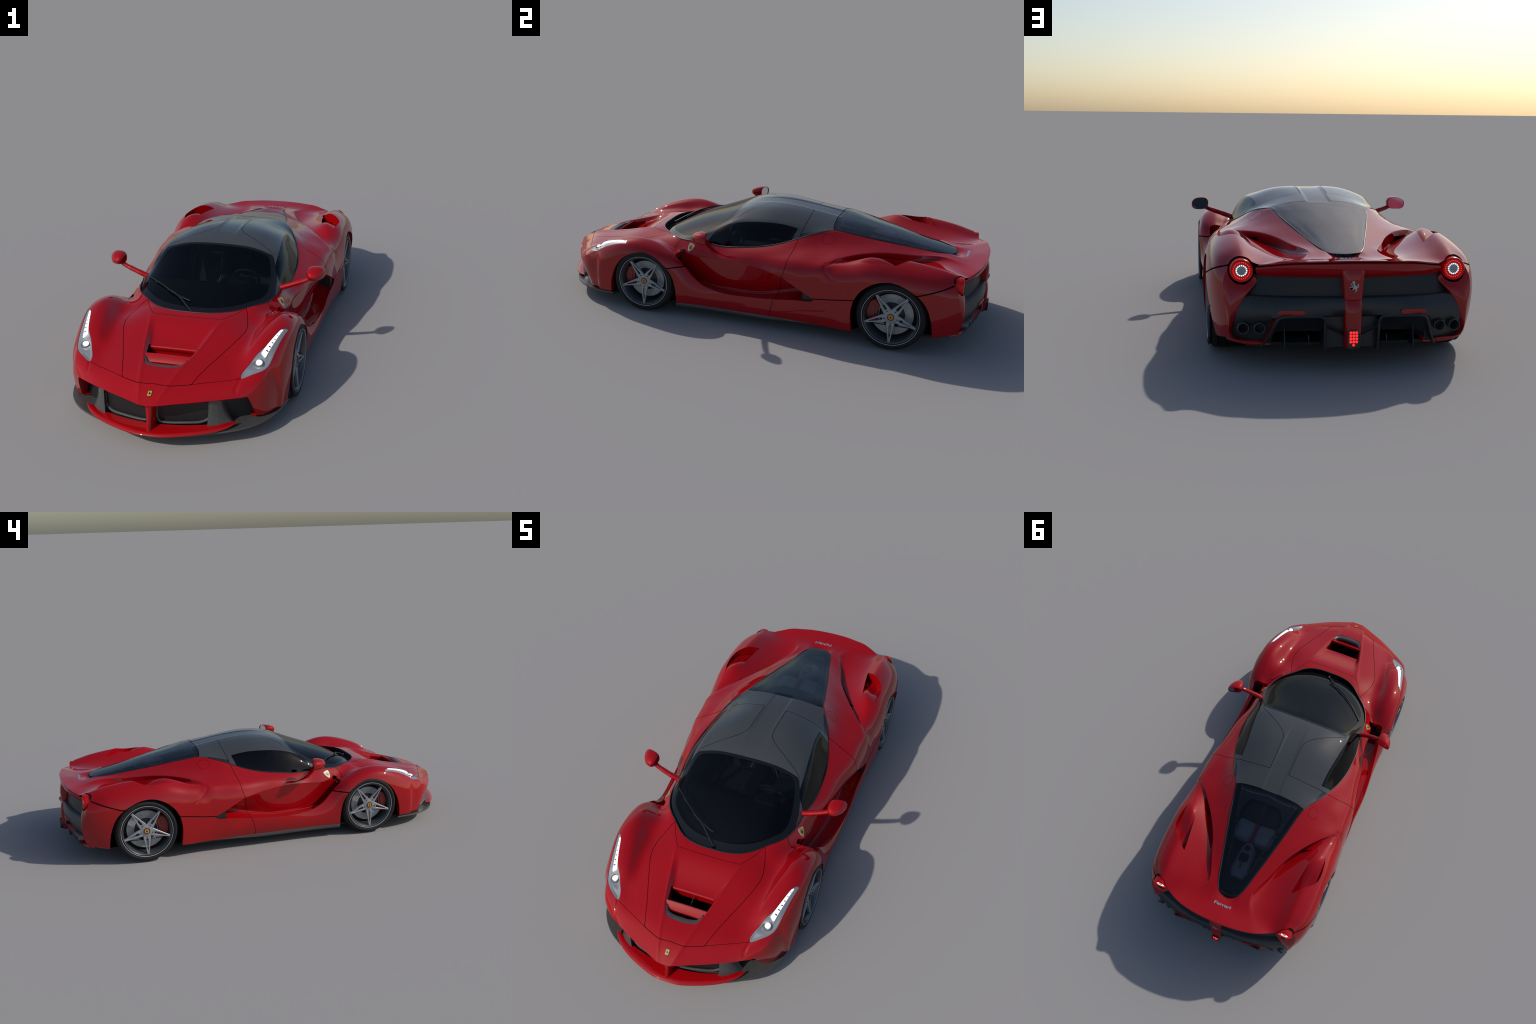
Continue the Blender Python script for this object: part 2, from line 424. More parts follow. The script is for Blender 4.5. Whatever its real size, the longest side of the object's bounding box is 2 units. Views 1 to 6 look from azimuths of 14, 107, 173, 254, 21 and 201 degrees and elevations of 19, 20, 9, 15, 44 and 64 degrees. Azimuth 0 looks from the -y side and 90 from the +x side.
station(.25, (0, .380), (.070, .385), (.140, .395), (.219, .408), (.272, .368), (.343, .338), (.374, .320), (.391, .296), (.401, .264), (.407, .215), (.409, .165), (.410, .105), (.395, .060), (.35, .050))
station(.29, (0, .392), (.065, .395), (.130, .403), (.198, .4145), (.264, .369), (.357, .332), (.379, .3195), (.393, .299), (.401, .271), (.407, .222), (.408, .168), (.408, .108), (.397, .060), (.35, .050))
station(.33, (0, .400), (.060, .402), (.120, .408), (.178, .419), (.258, .370), (.366, .330), (.382, .320), (.393, .303), (.400, .279), (.407, .230), (.409, .170), (.409, .110), (.399, .060), (.35, .050))
station(.35, (0, .398), (.058, .400), (.116, .405), (.173, .4155), (.250, .371), (.353, .3365), (.364, .329), (.380, .321), (.391, .304), (.406, .256), (.411, .188), (.411, .112), (.401, .060), (.35, .051))
station(.37, (0, .395), (.056, .398), (.112, .402), (.168, .412), (.244, .372), (.337, .343), (.345, .333), (.366, .329), (.381, .318), (.403, .279), (.412, .205), (.412, .115), (.402, .060), (.35, .052))
station(.43, (0, .385), (.050, .388), (.100, .392), (.155, .402), (.215, .374), (.287, .353), (.286, .330), (.322, .340), (.354, .342), (.398, .308), (.416, .235), (.417, .130), (.411, .060), (.35, .054))
station(.505, (0, .370), (.045, .373), (.090, .378), (.137, .388), (.182, .372), (.234, .357), (.227, .316), (.291, .350), (.338, .371), (.400, .333), (.422, .250), (.424, .140), (.412, .062), (.35, .056))
station(.60, (0, .350), (.040, .354), (.078, .360), (.114, .371), (.145, .361), (.181, .351), (.178, .311), (.273, .349), (.328, .381), (.400, .339), (.425, .262), (.425, .140), (.412, .066), (.35, .060))
station(.71, (0, .330), (.030, .334), (.060, .342), (.087, .352), (.110, .346), (.138, .341), (.146, .314), (.262, .341), (.324, .375), (.398, .334), (.422, .270), (.423, .150), (.410, .074), (.35, .068))
station(.81, (0, .318), (.020, .322), (.040, .332), (.057, .339), (.080, .337), (.107, .336), (.125, .324), (.258, .331), (.322, .359), (.388, .322), (.410, .272), (.408, .160), (.392, .081), (.35, .074))
station(.88, (0, .885, .329), (.025, .885, .329), (.050, .885, .329), (.072, .884, .329), (.100, .882, .328), (.135, .880, .326), (.165, .877, .322), (.256, .862, .323), (.322, .855, .347), (.373, .850, .314), (.395, .858, .268), (.390, .872, .175), (.376, .858, .088), (.345, .850, .080))
station(.95, (0, .979, .337), (.040, .978, .3365), (.080, .976, .336), (.107, .973, .335), (.145, .966, .333), (.188, .957, .331), (.226, .941, .325), (.274, .914, .317), (.322, .889, .338), (.360, .884, .306), (.377, .896, .262), (.367, .912, .180), (.354, .898, .095), (.330, .890, .085))

def crease_weight(line, y):
    """How sharp each feature line is along the car (0 smooth .. 1 sharp)."""
    w = np.zeros_like(y)
    if line == 1: w = 1.0 * (1 - sstep(y, -.58, -.50))
    if line == 3: w = sstep(y, -.46, -.38) * (1 - sstep(y, .80, .86))
    if line == 5: w = sstep(y, .33, .40) * (1 - sstep(y, .80, .90))
    if line == 6: w = 0.9 * sstep(y, .36, .42) * (1 - sstep(y, .62, .80))
    if line == 8: w = 0.75 * sstep(y, -.40, -.30) * (1 - sstep(y, .10, .30)) + 0.45 * sstep(y, .55, .75)
    if line == 9: w = 0.75 * (1 - sstep(y, -.80, -.60))
    if line == 12: w = np.ones_like(y)
    return w

def gauss_along(G, sigma):
    """Smooth each feature line along its length, end points held."""
    r = int(3 * sigma) + 1; k = np.exp(-0.5 * (np.arange(-r, r + 1) / sigma) ** 2); k /= k.sum()
    lo = 2 * G[:1] - G[1:r + 1][::-1]; hi = 2 * G[-1:] - G[-r - 1:-1][::-1]
    P = np.concatenate([lo, G, hi]); out = np.zeros_like(G)
    for i, w in enumerate(k): out += w * P[i:i + len(G)]
    return out

def loft_net(stations, nv, per, crease=None, sigma=3.0, centre_flat=True):
    t = np.array([s[0] for s in stations]); P = np.array([s[1] for s in stations], float)
    nl = P.shape[1]; ts = np.linspace(t[0], t[-1], nv)
    L = spline_eval(t, P.reshape(len(t), -1), ts).reshape(nv, nl, 3)
    if sigma: L = gauss_along(L, sigma)
    h = np.linalg.norm(np.diff(L, axis=1), axis=2) ** 0.7 + 1e-6      # nv x (nl-1)
    D = np.diff(L, axis=1) / h[..., None]
    m = np.zeros_like(L)
    m[:, 1:-1] = (D[:, :-1] * h[:, 1:, None] + D[:, 1:] * h[:, :-1, None]) / (h[:, :-1] + h[:, 1:])[..., None]
    m[:, 0] = D[:, 0]; m[:, -1] = D[:, -1]
    if centre_flat: m[:, 0, 1:] = 0
    ml = m.copy(); mr = m.copy()                                      # tangents arriving / leaving
    if crease:
        for i in range(1, nl - 1):
            w = crease(i, L[:, i, 1])[:, None]
            ml[:, i] = m[:, i] * (1 - w) + D[:, i - 1] * w
            mr[:, i] = m[:, i] * (1 - w) + D[:, i] * w
    cols = []
    for i in range(nl - 1):
        n = per[i] if hasattr(per, '__len__') else per
        for s in np.linspace(0, 1, n, endpoint=False):
            h00, h10, h01, h11 = 2 * s ** 3 - 3 * s ** 2 + 1, s ** 3 - 2 * s ** 2 + s, -2 * s ** 3 + 3 * s ** 2, s ** 3 - s ** 2
            hi = h[:, i, None]
            cols.append(h00 * L[:, i] + h10 * hi * mr[:, i] + h01 * L[:, i + 1] + h11 * hi * ml[:, i + 1])
    cols.append(L[:, -1])
    G = np.stack(cols, 1)
    G[:, 0, 0] = 0
    return G, L

def relax(G, per, crease, rounds=14, lam=0.4):
    """Fair the skin: ease it across and along, but leave the sharp feature lines where they are."""
    cols = np.r_[0, np.cumsum(per)]; nv, nc = G.shape[:2]
    keep = np.zeros((nv, nc))
    for i, c in enumerate(cols):
        w = crease(i, G[:, c, 1])[:, None] * np.exp(-((np.arange(nc) - c) / 1.6) ** 2)[None]
        keep = np.maximum(keep, w)
    free = (1 - keep)[..., None] * lam
    for _ in range(rounds):
        d = np.zeros_like(G); d[:, 1:-1] = G[:, :-2] + G[:, 2:] - 2 * G[:, 1:-1]; d[:, 0, 2] = 2 * (G[:, 1, 2] - G[:, 0, 2])
        G = G + d * free * .5
        d = np.zeros_like(G); d[1:-1] = G[:-2] + G[2:] - 2 * G[1:-1]
        G = G + d * free * .5
    return G

PER = [10, 12, 10, 10, 14, 12, 14, 14, 14, 16, 14, 12, 4]
BODY_GRID, BODY_LINES = loft_net(STATIONS, 470, PER, crease_weight)
BODY_GRID = relax(BODY_GRID, PER, crease_weight, 24)

# ------------------------------------------------------------------ relief on the body grid
def line_at(i, y, comp):
    """x or z of feature line i at length position y."""
    L = BODY_LINES[:, i]; return np.interp(y, L[:, 1], L[:, comp])

def relief(G):
    V = G.reshape(-1, 3).copy(); x, y, z = V.T
    # the centre of the hood sinks between its two creases toward the vent
    inside = line_at(1, y, 0) - x
    V[:, 2] -= 0.019 * sstep(-y, .57, .70) * (1 - sstep(-y, .77, .815)) * sstep(inside, -.001, .014)
    # hooked groove where the buttress meets the rear haunch
    hook = smooth_curve([(.352, .338), (.338, .333), (.333, .322), (.337, .308), (.350, .292), (.384, .266), (.415, .248)], 60)
    d = poly_sdf(V[:, 1:], hook, closed=False)
    side = (x > .36)
    V[:, 0] -= side * 0.0022 * np.exp(-(d / .0042) ** 2) * (1 - sstep(y, .36, .415))
    # crisp ridges along the hood creases
    cr = np.abs(x - line_at(1, y, 0))
    V[:, 2] += .0022 * np.exp(-(cr / .006) ** 2) * (1 - sstep(y, -.60, -.54)) * sstep(y, -.995, -.93)
    # slim crease under the headlamp towards the nose lip
    slit = np.array([(.276, -.815), (.272, -.835), (.268, -.862)])
    d = poly_sdf(V[:, :2], slit, closed=False)
    V[:, 2] -= (y < -.7) * (z > .15) * 0.003 * np.exp(-(d / .006) ** 2)
    return V.reshape(G.shape)

BODY = Patch.from_grid(relief(BODY_GRID))

# ------------------------------------------------------------------ outlines (plan = x,y ; side = y,z)
CANOPY_EDGE = [(0, -.527), (.067, -.524), (.123, -.506), (.161, -.477), (.195, -.442), (.240, -.394), (.266, -.345), (.280, -.280), (.285, -.210),
               (.297, -.134), (.300, -.070), (.298, -.009), (.286, .070), (.260, .155), (.220, .248), (.180, .321), (.160, .400), (.138, .500), (.113, .603),
               (.083, .722), (.062, .798), (.045, .824), (.020, .834), (0, .836)]
half = smooth_curve([(-.067, -.524)] + CANOPY_EDGE + [(-.02, .834)], 260)
half = half[(half[:, 0] >= 0)]
CANOPY_POLY = np.vstack([half, (half * [-1, 1])[::-1]])
def canopy_sdf(V): return poly_sdf(V[:, :2], CANOPY_POLY)

FRONT_ARCH = smooth_curve([(-.652, -.02), (-.650, .069), (-.643, .134), (-.607, .217), (-.564, .256), (-.514, .276), (-.464, .277), (-.412, .255), (-.366, .215), (-.338, .158), (-.329, .062), (-.327, -.02)], 90)
REAR_ARCH = smooth_curve([(.470, -.02), (.470, .064), (.464, .140), (.480, .216), (.518, .265), (.568, .294), (.612, .303), (.660, .297), (.710, .276), (.755, .245), (.786, .195), (.803, .120), (.806, .060), (.808, -.02)], 90)
def front_arch_fn(V): return np.maximum(poly_sdf(V[:, 1:], FRONT_ARCH), .335 - V[:, 0])
def rear_arch_fn(V): return np.maximum(poly_sdf(V[:, 1:], REAR_ARCH), .335 - V[:, 0])

SCOOP_TOP = [(-.346, .296), (-.334, .285), (-.318, .273), (-.290, .2645), (-.200, .266), (-.080, .278), (.050, .270), (.110, .261), (.156, .251)]
SCOOP_LIP = [(.302, .178), (.296, .170), (.253, .164), (.154, .153), (.023, .144), (-.060, .140), (-.110, .140), (-.153, .144), (-.193, .152), (-.238, .172), (-.272, .198), (-.305, .232), (-.335, .258), (-.352, .274), (-.353, .285)]
SCOOP_POLY = np.vstack([smooth_curve(SCOOP_TOP, 60), smooth_curve(SCOOP_LIP, 70)])
def scoop_fn(V): return np.maximum(poly_sdf(V[:, 1:], SCOOP_POLY), .295 - V[:, 0])

VENT_POLY = np.array([(0, -.706), (.088, -.706), (.0935, -.709), (.073, -.812), (.066, -.826), (.050, -.834), (.02, -.838), (0, -.838)])
VENT_POLY = np.vstack([VENT_POLY, (VENT_POLY * [-1, 1])[::-1]])
def vent_fn(V): return poly_sdf(V[:, :2], VENT_POLY)

DUCT_POLY = np.array([(.279, .717), (.300, .700), (.330, .672), (.352, .651), (.366, .634), (.375, .612), (.378, .590), (.377, .560), (.372, .520), (.362, .480), (.34, .462), (.322, .480), (.309, .52), (.299, .56), (.290, .62), (.283, .675)])
def duct_fn(V): return np.maximum(poly_sdf(V[:, :2], DUCT_POLY), .30 - V[:, 2])

LAMP_OUTLINE = smooth_curve([(.386, -.577), (.372, -.587), (.348, -.645), (.326, -.704), (.306, -.735), (.284, -.775), (.273, -.806), (.277, -.817), (.300, -.806), (.332, -.780), (.352, -.752), (.362, -.715), (.374, -.645), (.385, -.590)], 120, closed=True)
def headlight_fn(V): return np.maximum(poly_sdf(V[:, :2], LAMP_OUTLINE), .17 - V[:, 2])

TAIL_C = np.array([.322, .297]); TAIL_R = .0405
def tail_fn(V): return np.maximum(np.hypot(V[:, 0] - TAIL_C[0], V[:, 2] - TAIL_C[1]) - TAIL_R, .868 - V[:, 1])

HOOD_SHUT = np.array([(-.01, -.917), (.052, -.920), (.124, -.890), (.156, -.798), (.189, -.716), (.220, -.634), (.230, -.590), (.229, -.550), (.215, -.495), (.195, -.442), (.12, -.46), (-.01, -.47)])
def hood_fn(V): return np.maximum(poly_sdf(V[:, :2], HOOD_SHUT), .19 - V[:, 2])
def side_of_line(V, pts, plane='xy'):
    """Signed distance to an open polyline (sign = side), used to seat vertices on a shut line."""
    c = {'xy': [0, 1], 'yz': [1, 2], 'xz': [0, 2]}[plane]; p = V[:, c]; pts = np.asarray(pts, float)
    best = np.full(len(p), 1e9); sg = np.ones(len(p))
    for a, b in zip(pts[:-1], pts[1:]):
        e = b - a; w = p - a; t = np.clip(w @ e / (e @ e), 0, 1); q = w - t[:, None] * e
        d = (q * q).sum(1); m = d < best; best[m] = d[m]; sg[m] = np.sign(e[0] * w[m, 1] - e[1] * w[m, 0])
    return np.sqrt(best) * sg
def seat_line(patch, pts, plane='xy'):
    """Insert vertices exactly on a shut line so that a hair-thin gap can be cut along it."""
    def f(V):
        s = side_of_line(V, pts, plane); return np.where(np.abs(s) < .02, s, .02)
    # only triangles truly straddling the line are split; the far side is masked out
    f_all = lambda V: side_of_line(V, pts, plane)
    s = f_all(patch.V); tri = s[patch.F]
    near = (np.abs(tri).max(1) < .03) & (tri.min(1) < 0) & (tri.max(1) > 0)
    keep = np.zeros(len(patch.V), bool); keep[patch.F[near].ravel()] = True
    patch.cut(lambda V: np.where(keep[:len(V)] if len(V) == len(keep) else True, f_all(V), np.abs(f_all(V)) + .01))
    return patch
def line_fn(pts, width, plane='xy', guard=None):
    c = {'xy': [0, 1], 'yz': [1, 2], 'xz': [0, 2]}[plane]; pts = np.asarray(pts, float)
    def f(V):
        d = poly_sdf(V[:, c], pts, closed=False) - width
        return d if guard is None else np.maximum(d, guard(V))
    return f
DOOR_REAR = smooth_curve([(.184, .43), (.182, .390), (.177, .350), (.169, .326), (.166, .306), (.158, .268), (.146, .235), (.133, .170), (.122, .140), (.101, .03)], 60)

# ------------------------------------------------------------------ cut the shell
before = Patch(BODY.V.copy(), BODY.N.copy(), BODY.F.copy(), BODY.L.copy())
GONE, HOOD, NOSE, FENDER, DOOR, SILL, QUARTER, REARSIDE, CAP, GAP, LAMP = 99, 1, 2, 3, 4, 5, 6, 7, 8, 9, 10
BODY.label(canopy_sdf, GONE)
BODY.label(front_arch_fn, GONE); BODY.label(rear_arch_fn, GONE)
BODY.label(scoop_fn, GONE); BODY.label(vent_fn, GONE); BODY.label(duct_fn, GONE); BODY.label(tail_fn, GONE)
BODY.label(headlight_fn, LAMP, only=[0])
LAMP_BED = BODY.take(BODY.L == LAMP)
BODY = BODY.take(~np.isin(BODY.L, [GONE, LAMP]))
BODY.label(hood_fn, HOOD, only=[0])
BODY.label(lambda V: np.hypot(np.hypot(V[:, 0] - .226, V[:, 1] - .310), V[:, 2] - .389) - .0285, CAP, only=[0])
# panels by position
BODY.label(lambda V: poly_sdf(V[:, 1:], np.vstack([DOOR_REAR, [(.10, -.1), (1.2, -.1), (1.2, .6), (.184, .6)]])), QUARTER, only=[0])
BODY.label(lambda V: np.maximum(V[:, 1] + .352, -.9 - V[:, 1]), FENDER, only=[0])
BODY.label(lambda V: poly_sdf(V[:, :2], np.array([(-.02, -1.05), (-.02, -.917), (.052, -.920), (.124, -.890), (.20, -.855), (.277, -.815), (.33, -.79), (.40, -.72), (.5, -.7), (.5, -1.05)])), NOSE, only=[FENDER, 0])
BODY.label(lambda V: np.maximum(V[:, 2] - np.interp(V[:, 1], [-.36, -.24, -.11, .02, .25, .30, .48], [.226, .172, .139, .143, .163, .178, .207]), np.maximum(.33 - V[:, 0], np.maximum(-.36 - V[:, 1], V[:, 1] - .6))), SILL, only=[0, FENDER, QUARTER])
BODY.label(lambda V: np.maximum(V[:, 2] - np.interp(V[:, 1], [.72, .745, .811, .881, 1.0], [.262, .266, .288, .312, .322]), .70 - V[:, 1]), REARSIDE, only=[QUARTER])
BODY.L[BODY.L == 0] = DOOR
# shut lines
gw = .0011
side_only = lambda V: .30 - V[:, 0]
LINES = [(DOOR_REAR, gw, 'yz', lambda V: .24 - V[:, 0]),
         ([(-.02, -.561), (.06, -.560), (.134, -.556), (.17, -.50), (.195, -.445)], .0008, 'xy', None),
         ([(.124, -.890), (.19, -.858), (.277, -.817)], .0008, 'xy', None),
         ([(.258, -.362), (.272, -.378), (.290, -.383), (.306, -.372), (.314, -.350)], gw, 'xy', lambda V: .25 - V[:, 2]),
         ([(-.38, .222), (-.34, .2255), (-.296, .229)], .0026, 'yz', side_only),
         ([(.290, .1785), (.36, .187), (.50, .2095)], .0022, 'yz', side_only),
         ([(.70, .258), (.745, .266), (.811, .288), (.881, .312), (.92, .320)], .0028, 'yz', side_only)]
BODY.label(lambda V: np.abs(hood_fn(V)) - gw, GAP)
BODY.label(lambda V: np.abs(np.hypot(np.hypot(V[:, 0] - .226, V[:, 1] - .310), V[:, 2] - .389) - .0285) - .0006, GAP)
for pts, w, plane, guard in LINES:
    seat_line(BODY, pts, plane)
    BODY.label(line_fn(pts, w, plane, guard), GAP)

PANELS = {HOOD: "hood", NOSE: "front_bumper", FENDER: "front_fender", DOOR: "door", SILL: "side_sill", QUARTER: "rear_quarter_panel", REARSIDE: "rear_bumper_side", CAP: "filler_cap"}
# rolled edges hanging inward from the openings
lips = [BODY.lip(lambda V: poly_sdf(V[:, 1:], FRONT_ARCH), (-.030, 0, 0)),
        BODY.lip(lambda V: poly_sdf(V[:, 1:], REAR_ARCH), (-.030, 0, 0)),
        BODY.lip(lambda V: poly_sdf(V[:, 1:], SCOOP_POLY), lambda V: np.array([-.018, 0, -.004]) + sstep(-V[:, 1], .29, .34)[:, None] * np.array([.016, -.006, -.066]), steps=4),
        BODY.lip(duct_fn, (0, 0, -.045), steps=4),
        BODY.lip(vent_fn, (0, .004, -.045), steps=4),
        BODY.lip(tail_fn, (0, -.02, 0))]
cowl_drop = BODY.lip(canopy_sdf, (0, 0, -.022))
for lab, nm in PANELS.items():
    p = BODY.take(BODY.L == lab)
    if not len(p.F): continue
    if lab in (HOOD, NOSE):
        patch_object(nm, p.mirror_join(), PAINT)
    elif lab == QUARTER:
        patch_object(nm, p.mirror_join(), PAINT)
    else:
        sided_objects(nm, p, PAINT)
g = BODY.take(BODY.L == GAP); g.V = g.V - g.N * .0015
patch_object("panel_gap", g.mirror_join(), GAPMAT)
sided_objects("opening_edge", join_patches(*lips), PAINT)
# edge of the bonnet lip and bumper corner folded back so that the shell has thickness
lip0 = BODY_GRID[0]; nose_fold = np.stack([lip0, lip0 + [0, .006, -.006], lip0 + [-.002, .03, -.008]])
nf = Patch.from_grid(nose_fold, flip=True); patch_object("bumper_edge", nf.mirror_join(), PAINT)

# ------------------------------------------------------------------ side scoop: inner door skin
rows = []
ys = np.linspace(-.347, .335, 110)
for y in ys:
    yy = max(y, -.33)
    rx, rz = line_at(8, max(y, -.30), 0), np.interp(y, *zip(*SCOOP_TOP[2:]))
    lx = np.interp(y, [-.35, -.30, -.20, -.10, 0, .10, .20, .33], [.295, .300, .317, .333, .341, .339, .331, .315])
    lz = np.interp(y, [-.35, -.24, -.128, .015, .109, .209, .33], [.150, .143, .138, .138, .152, .176, .176])
    ox = line_at(10, y, 0) - .002; oz = np.interp(y, [-.35, -.24, -.15, -.06, .15, .30], [.20, .155, .133, .130, .143, .160])
    if y < -.31: rx = .313; rz = .268
    rows.append([(rx + .0005, y, rz + .002), (rx - .001, y, rz - .006), ((rx * .55 + lx * .45), y, rz * .62 + lz * .38), (lx + .002, y, lz + .018), (lx + .003, y, lz + .004), (lx + .010, y, lz - .004), (ox, y, min(oz, lz - .006))])
R = np.array(rows); R = gauss_along(R, 4.0)
h = np.linspace(0, 1, 7); S = np.stack([spline_eval(h, R[i], np.linspace(0, 1, 40)) for i in range(len(R))])
scoop_in = Patch.from_grid(S)
seat_line(scoop_in, DOOR_REAR, 'yz'); scoop_in.label(line_fn(DOOR_REAR, gw, 'yz'), GAP)
sided_objects("door_scoop_skin", scoop_in.take(scoop_in.L != GAP), PAINT)
sided_objects("panel_gap", scoop_in.take(scoop_in.L == GAP), GAPMAT)
both_sides("scoop_intake", *prism([(.250, .130), (.340, .130), (.340, .215), (.250, .215)], 0, .325, .398), BLACK, smooth=None)
both_sides("scoop_vent", *prism([(-.352, .17), (-.348, .17), (-.348, .242), (-.352, .242)], 0, .30, .338), GAPMAT, smooth=None)

# ------------------------------------------------------------------ haunch intake: ramp and dark mouth
ramp_poly = np.array([(.262, .735), (.300, .722), (.345, .690), (.378, .650), (.388, .610), (.388, .540), (.372, .455), (.31, .455), (.292, .54), (.274, .66)])
ramp = before.take(before.face_value(lambda V: np.maximum(poly_sdf(V[:, :2], ramp_poly), .305 - V[:, 2])) < 0)
e = np.array([.368 - .279, .635 - .717]); e /= np.linalg.norm(e); nrm = np.array([e[1], -e[0]])
q = (ramp.V[:, :2] - [.279, .717]) @ nrm; q = -q if q.mean() < 0 else q
ramp.V[:, 2] -= .048 * (1 - sstep(q, .0, .125)) * (1 - .5 * sstep(ramp.V[:, 0], .33, .38)) + .0003
ramp.renormal(); sided_objects("intake_ramp", ramp, PAINT)
both_sides("haunch_outlet", [(.222, .500, .310), (.285, .470, .318), (.285, .470, .340), (.222, .500, .338)], [(0, 1, 2, 3)], GAPMAT, smooth=None)

# ------------------------------------------------------------------ canopy: screen, roof, side glass, rear glass
CANOPY = []
def hoop(t, *pts): CANOPY.append((t, [(x, t, z) for x, z in pts]))
hoop(-.560, (0, .276), (.05, .275), (.09, .273), (.12, .270), (.15, .265), (.19, .257), (.23, .247), (.26, .240))
hoop(-.500, (0, .301), (.06, .300), (.10, .297), (.14, .291), (.17, .285), (.21, .274), (.25, .262), (.28, .252))
hoop(-.420, (0, .3385), (.07, .3365), (.13, .330), (.18, .319), (.213, .308), (.245, .294), (.27, .279), (.295, .266))
hoop(-.330, (0, .3745), (.07, .3725), (.13, .3655), (.20, .349), (.245, .329), (.272, .312), (.290, .295), (.305, .278))
hoop(-.240, (0, .408), (.07, .4065), (.13, .400), (.20, .382), (.240, .363), (.262, .347), (.284, .319), (.300, .288))
hoop(-.190, (0, .4275), (.07, .426), (.13, .4205), (.20, .404), (.245, .382), (.267, .361), (.287, .318), (.302, .285))
hoop(-.130, (0, .4505), (.07, .449), (.13, .445), (.19, .433), (.231, .419), (.258, .394), (.297, .323), (.308, .300))
hoop(-.050, (0, .468), (.06, .4675), (.13, .462), (.19, .446), (.237, .426), (.262, .397), (.300, .329), (.312, .305))
hoop(.040, (0, .475), (.06, .4745), (.12, .469), (.18, .452), (.226, .430), (.252, .400), (.292, .342), (.305, .320))
hoop(.110, (0, .472), (.055, .4715), (.11, .465), (.17, .448), (.219, .426), (.243, .399), (.275, .362), (.288, .345))
hoop(.170, (0, .466), (.05, .465), (.10, .459), (.16, .442), (.214, .418), (.235, .400), (.256, .379), (.268, .366))
hoop(.250, (0, .455), (.05, .454), (.09, .449), (.14, .438), (.180, .424), (.200, .416), (.219, .408), (.232, .400))
hoop(.320, (0, .4425), (.05, .4415), (.09, .4385), (.125, .433), (.150, .428), (.165, .424), (.180, .420), (.192, .414))
hoop(.420, (0, .422), (.04, .4215), (.07, .419), (.10, .415), (.125, .411), (.142, .4075), (.157, .404), (.170, .398))
hoop(.550, (0, .396), (.03, .3955), (.055, .394), (.08, .391), (.10, .387), (.115, .384), (.127, .380), (.140, .375))
hoop(.700, (0, .362), (.02, .3618), (.04, .3610), (.055, .3600), (.068, .358), (.080, .356), (.089, .354), (.100, .350))
hoop(.800, (0, .3425), (.016, .3424), (.03, .342), (.04, .3415), (.048, .341), (.056, .340), (.062, .339), (.075, .336))
hoop(.850, (0, .332), (.012, .332), (.022, .332), (.03, .3318), (.036, .3315), (.042, .331), (.048, .3305), (.06, .330))
CAN_GRID, CAN_LINES = loft_net(CANOPY, 330, 18, None, 3.0)
cv = CAN_GRID.reshape(-1, 3)
# shallow channel down the middle of the roof
chan = sstep(cv[:, 1], -.12, .06) * (1 - sstep(cv[:, 1], .30, .33))
cv[:, 2] -= .0028 * chan * (1 - sstep(cv[:, 0], .034, .048))
SCREEN = Patch.from_grid(cv.reshape(CAN_GRID.shape))
# pull the canopy rim onto the body edge
edge_pts = half
bl = BODY_LINES
def body_edge_z(y): return np.where(y < -.40, .3135, np.interp(y, bl[:, 3, 1], bl[:, 3, 2]))
SCREEN.cut(lambda V: canopy_sdf(V) - .0015)
SCREEN = SCREEN.take(SCREEN.face_value(lambda V: canopy_sdf(V) - .0015) < 0)
PANE_WS, ROOFP, PANE_SIDE, PANE_Q, PANE_R, FRIT = 21, 20, 22, 23, 24, 25
SCREEN.L[:] = ROOFP
# windscreen opening (plan): roof edge, pillars, cowl
ws = np.vstack([[(0, -.124)], smooth_curve([(.06, -.1238), (.12, -.1250), (.18, -.129), (.222, -.1345)], 20), smooth_curve([(.231, -.143), (.244, -.172), (.259, -.210), (.268, -.255), (.274, -.300), (.276, -.34)], 24), [(.30, -.36), (.30, -.60), (0, -.60)]])
WS_POLY = np.vstack([ws, (ws * [-1, 1])[::-1]])
ws_fn = lambda V: poly_sdf(V[:, :2], WS_POLY)
SCREEN.label(ws_fn, FRIT, only=[ROOFP])
glass_in = np.vstack([[(0, -.137)], smooth_curve([(.06, -.137), (.12, -.138), (.17, -.142), (.208, -.150), (.222, -.172), (.234, -.21), (.243, -.26), (.246, -.31), (.236, -.355), (.205, -.395), (.165, -.432), (.11, -.462), (.05, -.476), (0, -.478)], 90)])
WSG = np.vstack([glass_in, (glass_in * [-1, 1])[::-1]])
SCREEN.label(lambda V: poly_sdf(V[:, :2], WSG), PANE_WS, only=[FRIT])
# side window (side view)
SIDE_WIN = np.vstack([smooth_curve([(-.232, .318), (-.215, .350), (-.196, .374), (-.160, .398), (-.125, .412), (-.080, .423), (-.017, .430), (.040, .4315), (.090, .430), (.130, .425), (.168, .4185)], 60), [(.153, .374), (.150, .362), (.05, .32), (-.2, .29)]])
side_fn = lambda V: np.maximum(poly_sdf(V[:, 1:], SIDE_WIN), .195 - V[:, 0])
SCREEN.label(side_fn, PANE_SIDE, only=[ROOFP, FRIT])
Q_WIN = np.array([(.176, .402), (.300, .4195), (.31, .40), (.18, .36)])
SCREEN.label(lambda V: np.maximum(poly_sdf(V[:, 1:], np.array([(.184, .401), (.235, .4105), (.283, .4185), (.262, .385), (.184, .365)])), .18 - V[:, 0]), PANE_Q, only=[ROOFP])
rear = np.vstack([[(0, .3095)], smooth_curve([(.05, .309), (.10, .3105), (.145, .3135), (.172, .3195)], 16), [(.20, .325), (.20, .9), (0, .9)]])
REAR_POLY = np.vstack([rear, (rear * [-1, 1])[::-1]])
rear_fn = lambda V: poly_sdf(V[:, :2], REAR_POLY)
